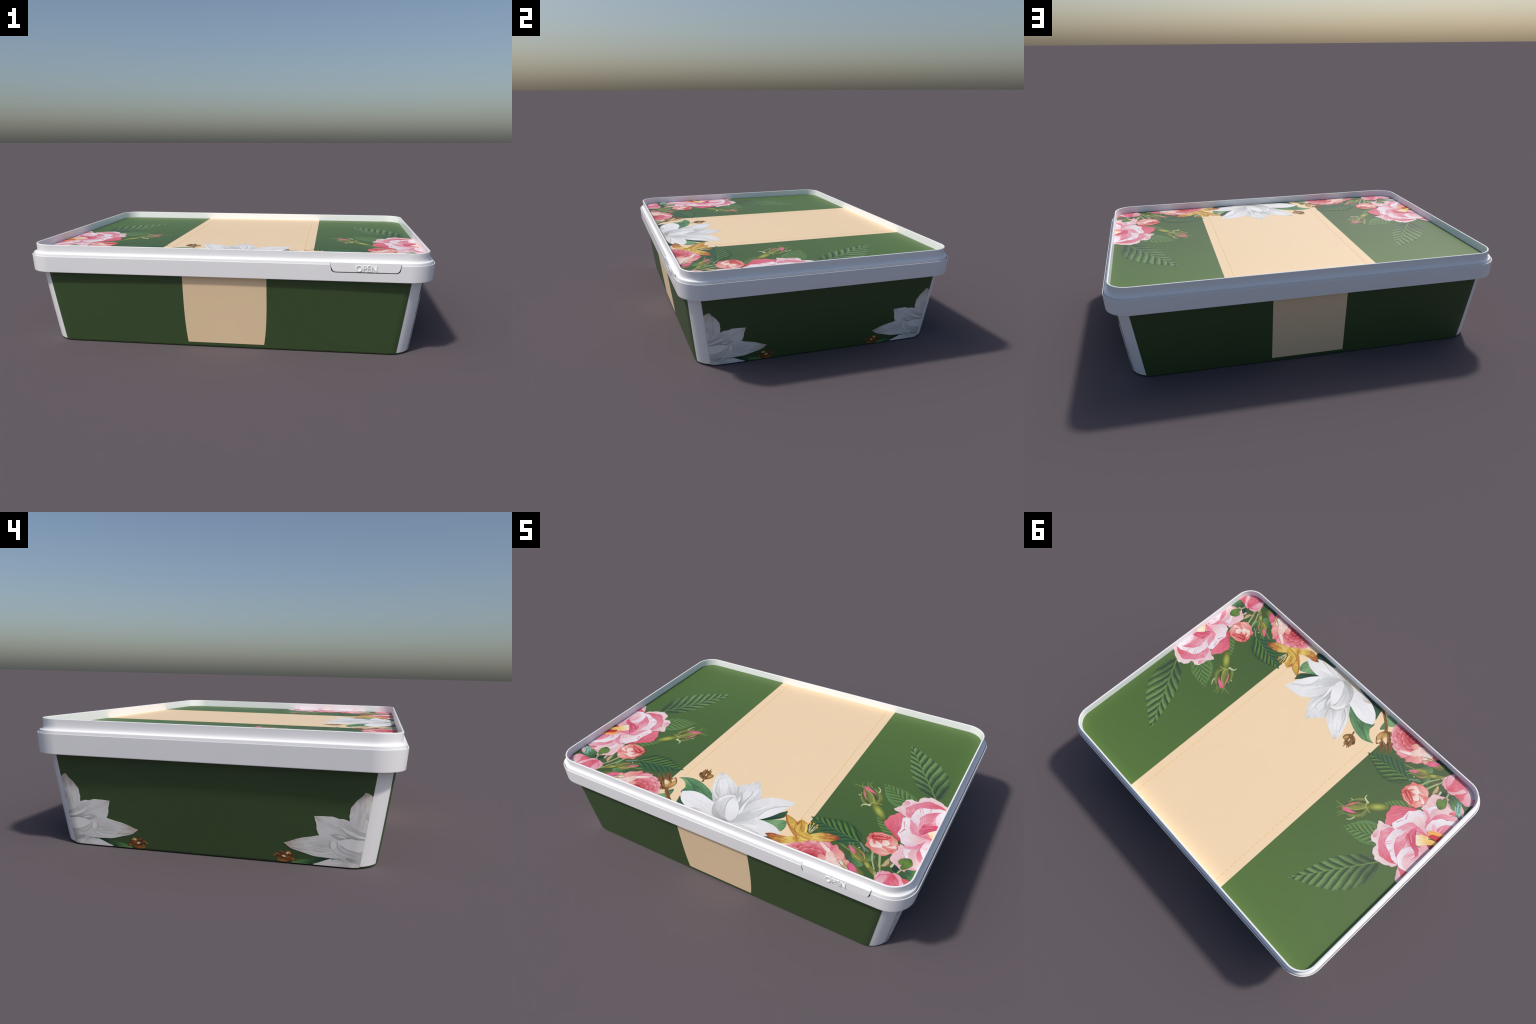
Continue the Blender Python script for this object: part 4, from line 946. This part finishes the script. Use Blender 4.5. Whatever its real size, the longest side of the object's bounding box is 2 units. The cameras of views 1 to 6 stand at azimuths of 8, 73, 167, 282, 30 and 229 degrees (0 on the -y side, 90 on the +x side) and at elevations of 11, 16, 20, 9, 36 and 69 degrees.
    s.blob("seed_capsule", "capsule_glint", [(-0.3797, -0.5522), (-0.3834, -0.574), (-0.4111, -0.5468), (-0.4057, -0.5409)])
    s.blob("seed_capsule", "capsule_glint", [(-0.3643, -0.5141), (-0.3664, -0.5342), (-0.3742, -0.5355), (-0.3753, -0.5153)])
    s.stroke("seed_capsule", "capsule_dark", [(-0.3853, -0.5368), (-0.4022, -0.5159), (-0.416, -0.4919)], 0.01, 0.004)
    s.stroke("seed_capsule", "capsule_dark", [(-0.413, -0.5524), (-0.4309, -0.5399), (-0.4484, -0.5234)], 0.01, 0.004)
    s.stroke("seed_capsule", "capsule_dark", [(-0.3754, -0.6049), (-0.4018, -0.5867), (-0.4253, -0.5586)], 0.007, 0.004)
    s.stroke("seed_capsule", "capsule_dark", [(-0.4004, -0.6139), (-0.4269, -0.5923), (-0.4375, -0.5681)], 0.007, 0.004)
    s.blob("magnolia_petal", "magnolia_shade", [(0.1014, -0.4806), (0.0774, -0.5985), (0.0421, -0.6674), (-0.0127, -0.6646), (-0.0857, -0.591), (-0.1042, -0.5211), (-0.0729, -0.4504), (-0.0458, -0.4139), (0.0027, -0.4358)])
    s.blob("magnolia_petal", "magnolia_grey", [(0.0225, -0.3108), (0.0617, -0.3574), (0.0964, -0.4251), (0.0939, -0.4734), (0.085, -0.5672), (0.0117, -0.5466), (-0.0292, -0.4553), (-0.0477, -0.407), (-0.0122, -0.3555)], axis=((0.0452, -0.541), (0.023, -0.3175)), sharp=(0,), ruffle=0.001)
    s.streaks("brush_marks", "magnolia_soft", (0.0483, -0.5376), (0.0242, -0.3311), 0.03, 0.03, 9, 0.004, rnd)
    s.streaks("brush_marks", "magnolia_bright", (0.0483, -0.5376), (0.0242, -0.3311), 0.03, 0.03, 6, 0.006, rnd)
    s.blob("magnolia_petal", "magnolia", [(0.3078, -0.6025), (0.3068, -0.6165), (0.2948, -0.6278), (0.2553, -0.655), (0.2122, -0.6654), (0.1431, -0.6762), (0.0911, -0.6771), (0.034, -0.6723), (0.0792, -0.6392), (0.1246, -0.6059), (0.1752, -0.571), (0.2185, -0.5676), (0.2643, -0.576)], axis=((0.0421, -0.6674), (0.3037, -0.607)))
    s.streaks("brush_marks", "magnolia_soft", (0.0421, -0.6674), (0.291, -0.6046), 0.01, 0.03, 9, 0.004, rnd)
    s.streaks("brush_marks", "magnolia_bright", (0.0421, -0.6674), (0.291, -0.6046), 0.01, 0.03, 6, 0.006, rnd)
    s.blob("magnolia_petal", "magnolia_tip", [(0.243, -0.6562), (0.2114, -0.6646), (0.1412, -0.6743), (0.0409, -0.6727), (0.0962, -0.656), (0.1685, -0.6489)])
    s.stroke("magnolia_petal", "magnolia_line", [(0.2256, -0.6589), (0.1596, -0.6467), (0.0987, -0.6454)], 0.004, 0.002)
    s.blob("magnolia_petal", "magnolia", [(0.2715, -0.3743), (0.2612, -0.4069), (0.24, -0.4663), (0.2061, -0.53), (0.1575, -0.5862), (0.1038, -0.6244), (0.0434, -0.6622), (0.0574, -0.6046), (0.0701, -0.5525), (0.0708, -0.502), (0.09, -0.457), (0.1194, -0.4155), (0.1642, -0.3886), (0.215, -0.3796)], axis=((0.0447, -0.6569), (0.2639, -0.3747)), sharp=(0,))
    s.streaks("brush_marks", "magnolia_soft", (0.0441, -0.6498), (0.2544, -0.3849), 0.01, 0.03, 9, 0.004, rnd)
    s.streaks("brush_marks", "magnolia_bright", (0.0441, -0.6498), (0.2544, -0.3849), 0.01, 0.03, 6, 0.006, rnd)
    s.blob("magnolia_petal", "magnolia_grey", [(0.2105, -0.4322), (0.1717, -0.4971), (0.1529, -0.556), (0.1227, -0.6041), (0.0434, -0.6622), (0.0611, -0.6083), (0.0763, -0.5458), (0.0901, -0.508), (0.1101, -0.5402), (0.1565, -0.4826)], axis=((0.0466, -0.6588), (0.2067, -0.4286)))
    s.blob("magnolia_petal", "magnolia_bright", [(0.2522, -0.4143), (0.2242, -0.4832), (0.1927, -0.5428), (0.1556, -0.5843), (0.1573, -0.5474), (0.1717, -0.4971), (0.1985, -0.4589)])
    s.stroke("magnolia_petal", "magnolia_line", [(0.2487, -0.4142), (0.1962, -0.4568), (0.1654, -0.5038), (0.1587, -0.5615)], 0.004, 0.003)
    s.blob("magnolia_petal", "magnolia", [(-0.1911, -0.3402), (-0.1425, -0.3538), (-0.08, -0.3881), (-0.0434, -0.4112), (-0.0231, -0.4487), (-0.0626, -0.4987), (-0.0749, -0.5793), (-0.1251, -0.5288), (-0.1582, -0.4797), (-0.1844, -0.4156), (-0.1934, -0.3691)], axis=((-0.0434, -0.5304), (-0.1911, -0.3402)), sharp=(0,))
    s.streaks("brush_marks", "magnolia_soft", (-0.0476, -0.5199), (-0.1833, -0.3511), 0.02, 0.02, 9, 0.004, rnd)
    s.streaks("brush_marks", "magnolia_bright", (-0.0476, -0.5199), (-0.1833, -0.3511), 0.02, 0.02, 6, 0.006, rnd)
    s.blob("magnolia_petal", "magnolia_tip", [(-0.1846, -0.3417), (-0.1548, -0.3635), (-0.1525, -0.3971), (-0.1825, -0.3862), (-0.1889, -0.3643)], axis=((-0.149, -0.4006), (-0.1872, -0.341)))
    s.stroke("magnolia_petal", "magnolia_line", [(-0.0872, -0.5252), (-0.1296, -0.4893), (-0.1567, -0.4307), (-0.1756, -0.3931)], 0.004, 0.003)
    s.stroke("magnolia_petal", "magnolia_bright", [(-0.0898, -0.5355), (-0.1372, -0.4976), (-0.1658, -0.4405)], 0.009, 0.004)
    s.blob("magnolia_petal", "magnolia_bright", [(-0.0785, -0.5757), (-0.0676, -0.6092), (-0.0499, -0.6433), (-0.0158, -0.6679), (-0.0597, -0.6692), (-0.1028, -0.6775), (-0.1666, -0.6706), (-0.2209, -0.6469), (-0.2514, -0.6205), (-0.2764, -0.5764), (-0.2288, -0.5485), (-0.1757, -0.5449), (-0.1196, -0.5601)], axis=((-0.0379, -0.6457), (-0.2708, -0.5791)), sharp=(9,))
    s.streaks("brush_marks", "magnolia_soft", (-0.0483, -0.6417), (-0.2541, -0.5867), 0.02, 0.03, 9, 0.004, rnd)
    s.streaks("brush_marks", "magnolia_bright", (-0.0483, -0.6417), (-0.2541, -0.5867), 0.02, 0.03, 6, 0.006, rnd)
    s.blob("magnolia_petal", "magnolia_tip", [(-0.0146, -0.6705), (-0.0764, -0.6718), (-0.1248, -0.6745), (-0.1684, -0.6687), (-0.1481, -0.6506), (-0.0955, -0.6393), (-0.0546, -0.6484)])
    s.blob("magnolia_petal", "magnolia_shade", [(0.0307, -0.3967), (0.0467, -0.4184), (0.0554, -0.4617), (0.0627, -0.5069), (0.0713, -0.5666), (0.0561, -0.6292), (0.0413, -0.5758), (0.0366, -0.5198), (0.0393, -0.4714), (0.0432, -0.4372)], axis=((0.0592, -0.6258), (0.0307, -0.3967)))
    s.blob("magnolia_petal", "magnolia_bright", [(0.0509, -0.4288), (0.0554, -0.4617), (0.0615, -0.5121), (0.0713, -0.5666), (0.0592, -0.6258), (0.0581, -0.573), (0.0503, -0.5203), (0.0492, -0.4683)])
    s.blob("magnolia_petal", "magnolia_shade", [(-0.0083, -0.4328), (0.0169, -0.4655), (0.0311, -0.5144), (0.0248, -0.5402), (-0.001, -0.5148), (-0.0176, -0.454)], axis=((0.0242, -0.5332), (-0.0092, -0.4338)))
    s.blob("magnolia_petal", "magnolia", [(-0.0008, -0.4546), (0.0128, -0.4774), (0.0225, -0.5123), (0.0041, -0.4943), (-0.0049, -0.4664)])
    s.blob("magnolia_petal", "magnolia_grey", [(0.0172, -0.5104), (0.0575, -0.566), (0.0708, -0.6211), (0.0516, -0.6573), (0.0131, -0.6677), (-0.0275, -0.6575), (-0.0586, -0.6299), (-0.0801, -0.585), (-0.0813, -0.5472), (-0.0767, -0.5102), (-0.0575, -0.4783), (-0.0279, -0.4725)], axis=((0.0147, -0.666), (-0.0575, -0.4783)))
    s.blob("magnolia_petal", "magnolia_shade", [(0.0497, -0.6554), (0.0131, -0.6677), (-0.0303, -0.6566), (-0.0577, -0.6289), (-0.0774, -0.5896), (-0.0708, -0.5674), (-0.0458, -0.6085), (-0.0013, -0.637)], axis=((0.0315, -0.6633), (-0.0754, -0.5949)))
    s.blob("magnolia_petal", "magnolia_bright", [(-0.0175, -0.4763), (-0.0314, -0.4913), (-0.061, -0.5194), (-0.0682, -0.5571), (-0.077, -0.5291), (-0.0662, -0.4951), (-0.0428, -0.4737)], axis=((-0.0209, -0.4762), (-0.0723, -0.5465)))
    s.blob("magnolia_petal", "magnolia_bright", [(0.023, -0.5193), (0.0538, -0.5623), (0.0686, -0.6157), (0.0518, -0.6477), (0.0155, -0.6265), (-0.0147, -0.575), (-0.029, -0.5224), (-0.0236, -0.4926), (0.0068, -0.5065)], axis=((0.0567, -0.6363), (-0.0213, -0.4916)))
    s.stroke("magnolia_petal", "magnolia_line", [(-0.0236, -0.4926), (-0.0305, -0.5241), (-0.015, -0.5754), (0.0155, -0.6265)], 0.005, 0.003)
    s.stroke("magnolia_petal", "magnolia_line", [(-0.0331, -0.4706), (-0.0564, -0.4794), (-0.0716, -0.5025), (-0.0759, -0.5205)], 0.006, 0.003)
    s.stroke("magnolia_petal", "magnolia_line", [(-0.0769, -0.574), (-0.0619, -0.6182), (-0.0416, -0.6497)], 0.005, 0.003)
    s.stroke("magnolia_petal", "magnolia_line", [(-0.0456, -0.4077), (-0.0267, -0.4451), (-0.0105, -0.48)], 0.004, 0.003)
    s.blob("bloom_petal", "gold_rust", [(0.5619, -0.4971), (0.5394, -0.5295), (0.5028, -0.5573), (0.4419, -0.5753), (0.4228, -0.5511), (0.4643, -0.509), (0.5007, -0.4942), (0.5333, -0.4918)], axis=((0.4338, -0.5678), (0.5604, -0.4971)))
    s.streaks("brush_marks", "gold_deep", (0.437, -0.5643), (0.5498, -0.5003), 0.012, 0.008, 5, 0.003, rnd)
    s.streaks("brush_marks", "gold_light", (0.4297, -0.564), (0.5124, -0.5241), 0.012, 0.012, 4, 0.004, rnd)
    s.blob("bloom_petal", "gold_rust", [(0.4035, -0.6043), (0.3753, -0.6363), (0.3322, -0.6606), (0.2891, -0.6585), (0.2437, -0.6375), (0.2743, -0.6182), (0.334, -0.6102), (0.3762, -0.5851)], axis=((0.3934, -0.5949), (0.2445, -0.6383)), sharp=(4,))
    s.streaks("brush_marks", "gold_light", (0.3902, -0.5983), (0.3123, -0.6416), 0.014, 0.016, 5, 0.004, rnd)
    s.streaks("brush_marks", "gold_deep", (0.3785, -0.6068), (0.2552, -0.6388), 0.014, 0.006, 5, 0.003, rnd)
    s.blob("bloom_petal", "gold_deep", [(0.3322, -0.4924), (0.3607, -0.5254), (0.3942, -0.5859), (0.3633, -0.5828), (0.2964, -0.5229), (0.2611, -0.4705), (0.2952, -0.477)], axis=((0.3926, -0.5876), (0.2647, -0.4706)), sharp=(5,))
    s.blob("bloom_petal", "gold", [(0.3251, -0.4922), (0.3408, -0.5229), (0.3415, -0.5461), (0.3028, -0.5161), (0.274, -0.4762)])
    s.blob("bloom_petal", "gold", [(0.3863, -0.4819), (0.4087, -0.538), (0.4015, -0.57), (0.3678, -0.5579), (0.3471, -0.532), (0.3433, -0.4964), (0.3474, -0.4682)], axis=((0.4015, -0.57), (0.3477, -0.4717)), sharp=(6,))
    s.streaks("brush_marks", "gold_deep", (0.3934, -0.5625), (0.3624, -0.4758), 0.012, 0.018, 5, 0.003, rnd)
    s.stroke("bloom_petal", "gold_deep", [(0.3967, -0.559), (0.3703, -0.5151), (0.3481, -0.4753)], 0.006, 0.004)
    s.stroke("bloom_petal", "gold_light", [(0.4055, -0.5415), (0.3911, -0.5088), (0.3831, -0.4854)], 0.009, 0.005)
    s.blob("bloom_petal", "gold_deep", [(0.3493, -0.47), (0.3536, -0.4932), (0.3472, -0.516), (0.3393, -0.4927)])
    s.blob("bloom_petal", "gold", [(0.4446, -0.552), (0.4427, -0.5826), (0.4213, -0.6015), (0.3906, -0.6182), (0.3705, -0.5993), (0.381, -0.5638), (0.4087, -0.538)], ruffle=0.002)
    s.stroke("bloom_petal", "gold_deep", [(0.4378, -0.5716), (0.4128, -0.5741), (0.3798, -0.5691)], 0.008, 0.004)
    s.stroke("bloom_petal", "gold_deep", [(0.3991, -0.6132), (0.3862, -0.5945), (0.3754, -0.5779)], 0.012, 0.006)
    s.stroke("bloom_petal", "gold_light", [(0.4354, -0.5823), (0.4144, -0.5886), (0.395, -0.5769)], 0.008, 0.004)
    s.stroke("stamen", "stamen", [(0.4244, -0.5333), (0.4368, -0.4837)], 0.003, 0.002)
    s.stroke("stamen", "stamen", [(0.4188, -0.5313), (0.4309, -0.47)], 0.003, 0.002)
    s.stroke("stamen", "stamen", [(0.4147, -0.5275), (0.412, -0.4655)], 0.003, 0.002)
    s.stroke("stamen", "stamen", [(0.4123, -0.5221), (0.3957, -0.4702)], 0.003, 0.002)
    s.stroke("stamen", "stamen", [(0.4119, -0.5185), (0.4031, -0.4879)], 0.003, 0.002)
    s.stroke("stamen", "stamen", [(0.4272, -0.5262), (0.4223, -0.4832)], 0.003, 0.002)
    s.blob("stamen", "anther", [(0.44, -0.4803), (0.4408, -0.4874), (0.4336, -0.4872), (0.4328, -0.48)])
    s.blob("stamen", "anther", [(0.4343, -0.4655), (0.4352, -0.4726), (0.4279, -0.4724), (0.4271, -0.4652)])
    s.blob("stamen", "anther", [(0.4146, -0.4627), (0.4154, -0.4698), (0.4082, -0.4696), (0.4074, -0.4625)])
    s.blob("stamen", "anther", [(0.3986, -0.4671), (0.3994, -0.4742), (0.3922, -0.474), (0.3914, -0.4669)])
    s.blob("stamen", "anther", [(0.4056, -0.4851), (0.4064, -0.4923), (0.3992, -0.492), (0.3984, -0.4849)])
    s.blob("stamen", "anther", [(0.3833, -0.4811), (0.3841, -0.4883), (0.377, -0.488), (0.3762, -0.4809)])

def wall_magnolia(s):
    """Half magnolia, leaf and capsule in a lower corner of a side wall; p runs along the wall, q up the slope."""
    rnd = random.Random(9)
    s.blob("printed_leaf", "leaf_deep", [(0.3959, 0.0014), (0.423, 0.0349), (0.4675, 0.0368), (0.4867, 0.0328), (0.4553, 0.0204), (0.4046, -0.0012)], axis=((0.4761, 0.0342), (0.396, 0.0002)))
    s.blob("printed_leaf", "leaf_sprig", [(0.32, 0.0034), (0.3395, 0.0149), (0.3697, 0.0226), (0.404, 0.0248), (0.3914, 0.0117), (0.3788, -0.0014), (0.344, -0.0002)], axis=((0.3957, 0.0145), (0.3222, 0.0024)))
    s.stroke("capsule_stem", "capsule_wall", [(0.3395, 0.0125), (0.3297, 0.0151), (0.3198, 0.0225)], 0.006, 0.012)
    s.blob("seed_capsule", "capsule_wall", [(0.2607, 0.0323), (0.2629, 0.0373), (0.2804, 0.0401), (0.2957, 0.044), (0.3043, 0.0512), (0.3196, 0.0462), (0.3266, 0.035), (0.3242, 0.0217), (0.3112, 0.0073), (0.2916, 0.0037), (0.2717, 0.007), (0.2695, 0.0212)], axis=((0.3242, 0.0241), (0.2563, 0.0295)))
    s.stroke("seed_capsule", "capsule_wall", [(0.2826, 0.0308), (0.2673, 0.0317), (0.2523, 0.0272)], 0.014, 0.003)
    s.stroke("seed_capsule", "capsule_wall", [(0.2827, 0.0224), (0.2717, 0.0118), (0.2669, 0.0089)], 0.014, 0.003)
    s.stroke("seed_capsule", "capsule_wall", [(0.2913, 0.0376), (0.2804, 0.0437), (0.2755, 0.048)], 0.012, 0.003)
    s.stroke("seed_capsule", "capsule_dark", [(0.2716, 0.0441), (0.287, 0.0372), (0.3001, 0.0349)], 0.01, 0.003)
    s.stroke("seed_capsule", "capsule_dark", [(0.2629, 0.0313), (0.2827, 0.0224), (0.3046, 0.015)], 0.01, 0.003)
    s.blob("seed_capsule", "capsule_light", [(0.299, 0.0383), (0.3043, 0.0472), (0.3141, 0.0469), (0.3197, 0.0379), (0.3088, 0.0393)])
    s.blob("seed_capsule", "capsule_glint", [(0.2848, 0.0293), (0.2936, 0.0319), (0.2991, 0.0252), (0.2903, 0.0244)])
    s.blob("seed_capsule", "capsule_glint", [(0.3011, 0.0409), (0.3065, 0.0462), (0.3088, 0.0393), (0.3044, 0.037)])
    s.blob("magnolia_petal", "magnolia_tip", [(0.5858, 0.2985), (0.5763, 0.2904), (0.5515, 0.2638), (0.5344, 0.2397), (0.5295, 0.2118), (0.5298, 0.194), (0.5332, 0.172), (0.5505, 0.151), (0.5795, 0.139), (0.6366, 0.1316), (0.6421, 0.2148), (0.6289, 0.2711), (0.6043, 0.2857)], axis=((0.5753, 0.1435), (0.5858, 0.2985)), ruffle=0.0008)
    s.streaks("brush_marks", "magnolia", (0.571, 0.1479), (0.5862, 0.292), 0.015, 0.015, 7, 0.004, rnd)
    s.streaks("brush_marks", "magnolia_vein", (0.571, 0.1479), (0.5862, 0.292), 0.015, 0.015, 6, 0.0016, rnd)
    s.blob("magnolia_petal", "magnolia_tip", [(0.6092, 0.2681), (0.5968, 0.2376), (0.5879, 0.2155), (0.593, 0.1931), (0.6225, 0.2045)])
    s.blob("magnolia_petal", "magnolia", [(0.4032, 0.1976), (0.4396, 0.1986), (0.4644, 0.1997), (0.4914, 0.1933), (0.512, 0.1915), (0.5327, 0.1831), (0.5481, 0.1598), (0.6268, 0.1249), (0.6281, 0.1006), (0.5154, 0.1026), (0.4527, 0.1063), (0.4239, 0.1233), (0.414, 0.1419), (0.4102, 0.1666)], axis=((0.5764, 0.1184), (0.4064, 0.1934)), sharp=(0,), ruffle=0.0006)
    s.streaks("brush_marks", "magnolia", (0.5658, 0.1296), (0.4127, 0.1916), 0.03, 0.02, 7, 0.004, rnd)
    s.streaks("brush_marks", "magnolia_vein", (0.5658, 0.1296), (0.4127, 0.1916), 0.03, 0.02, 6, 0.0016, rnd)
    s.blob("magnolia_petal", "magnolia_tip", [(0.4053, 0.1955), (0.4295, 0.1884), (0.4506, 0.1766), (0.4675, 0.1667), (0.4405, 0.1668), (0.4215, 0.1765)], axis=((0.4675, 0.1667), (0.4053, 0.1955)))
    s.blob("magnolia_petal", "magnolia_tip", [(0.2915, 0.0825), (0.3191, 0.0932), (0.3596, 0.1084), (0.3935, 0.1149), (0.4229, 0.1232), (0.4607, 0.1207), (0.5156, 0.0981), (0.518, 0.0382), (0.476, 0.0353), (0.4251, 0.0363), (0.3779, 0.0447), (0.3172, 0.0637)], axis=((0.5061, 0.0742), (0.2932, 0.0827)), sharp=(0,), ruffle=0.0006)
    s.streaks("brush_marks", "magnolia", (0.4956, 0.0756), (0.2997, 0.0833), 0.03, 0.008, 7, 0.004, rnd)
    s.streaks("brush_marks", "magnolia_vein", (0.4956, 0.0756), (0.2997, 0.0833), 0.03, 0.008, 6, 0.0016, rnd)
    s.stroke("magnolia_petal", "magnolia_bright", [(0.3818, 0.0615), (0.4077, 0.051), (0.4438, 0.0521), (0.471, 0.0594)], 0.007, 0.004)
    s.stroke("magnolia_petal", "magnolia_line", [(0.3215, 0.0676), (0.3475, 0.0618), (0.3775, 0.0623)], 0.003, 0.0015)
    s.blob("magnolia_petal", "magnolia", [(0.4056, 0.0024), (0.4236, 0.0137), (0.4677, 0.0322), (0.5075, 0.0372), (0.5604, 0.0181), (0.6023, -0.0002), (0.603, -0.0139), (0.4774, -0.0055)], axis=((0.5602, 0.0228), (0.4131, 0.0019)))
    s.blob("magnolia_petal", "magnolia_grey", [(0.4866, 0.0352), (0.518, 0.0359), (0.5561, 0.0227), (0.5724, 0.0275), (0.5693, 0.0037), (0.5445, 0.0032), (0.5188, 0.0172)], axis=((0.4971, 0.0339), (0.5609, 0.0062)))
    s.blob("magnolia_petal", "magnolia_shade", [(0.4966, 0.1634), (0.5238, 0.151), (0.5552, 0.1379), (0.6275, 0.1104), (0.6284, 0.0932), (0.546, 0.1122), (0.5224, 0.1351)], axis=((0.5867, 0.1159), (0.4966, 0.1634)))
    s.blob("magnolia_petal", "magnolia_bright", [(0.4675, 0.1678), (0.4882, 0.1672), (0.5238, 0.151), (0.5552, 0.1379), (0.6275, 0.1104), (0.5845, 0.1183), (0.5515, 0.1274), (0.5201, 0.1417), (0.4967, 0.1612)], axis=((0.5864, 0.1229), (0.4675, 0.1678)))
    s.blob("magnolia_petal", "magnolia_shade", [(0.4604, 0.1298), (0.4831, 0.1345), (0.5144, 0.1288), (0.5397, 0.1162), (0.5152, 0.1083), (0.4902, 0.1118), (0.4711, 0.1216)], axis=((0.5355, 0.1181), (0.4614, 0.1299)))
    s.blob("magnolia_petal", "magnolia", [(0.4709, 0.1284), (0.4937, 0.1304), (0.523, 0.1215), (0.5065, 0.119), (0.4835, 0.1238)])
    s.blob("magnolia_petal", "magnolia_grey", [(0.4596, 0.0884), (0.4654, 0.1051), (0.4756, 0.1117), (0.5048, 0.1086), (0.5253, 0.1161), (0.6281, 0.1006), (0.6325, 0.0148), (0.5603, 0.0205), (0.5288, 0.0276), (0.4924, 0.0497), (0.4664, 0.0729)], axis=((0.587, 0.0646), (0.4616, 0.0909)))
    s.blob("magnolia_petal", "magnolia_shade", [(0.522, 0.0409), (0.5595, 0.0393), (0.6312, 0.0395), (0.6228, 0.0028), (0.5604, 0.0193), (0.5373, 0.0261)], axis=((0.522, 0.0409), (0.5906, 0.031)))
    s.blob("magnolia_petal", "magnolia_bright", [(0.4659, 0.0867), (0.4695, 0.1054), (0.4861, 0.1092), (0.4869, 0.0863), (0.4748, 0.0713)], axis=((0.4861, 0.1092), (0.4706, 0.0733)))
    s.blob("magnolia_petal", "magnolia_bright", [(0.4873, 0.1036), (0.5253, 0.1161), (0.5562, 0.1154), (0.6281, 0.1006), (0.6304, 0.0553), (0.5541, 0.0694), (0.5206, 0.0779), (0.5014, 0.0899)], axis=((0.5857, 0.0928), (0.4884, 0.1025)))
    s.stroke("magnolia_petal", "magnolia_line", [(0.4624, 0.0979), (0.4608, 0.0839), (0.4685, 0.0731)], 0.003, 0.0015)
    s.stroke("magnolia_petal", "magnolia_line", [(0.5014, 0.0888), (0.5227, 0.0758), (0.5542, 0.0671), (0.587, 0.0646)], 0.003, 0.0015)
    s.stroke("magnolia_petal", "magnolia_line", [(0.4884, 0.1025), (0.4912, 0.0821), (0.5129, 0.061), (0.5424, 0.0522)], 0.003, 0.0015)
    s.stroke("magnolia_petal", "teal_leaf", [(0.4698, 0.0312), (0.4845, 0.0343), (0.4992, 0.0364)], 0.005, 0.003)

for mirror in (False, True):
    random.seed(11)
    floral_corner(lid_sheet(mirror))
centre_bouquet(lid_sheet(False))
for sx in (-1, 1):
    for sy in (-1, 1):
        wall_magnolia(side_sheet(sx, sy))
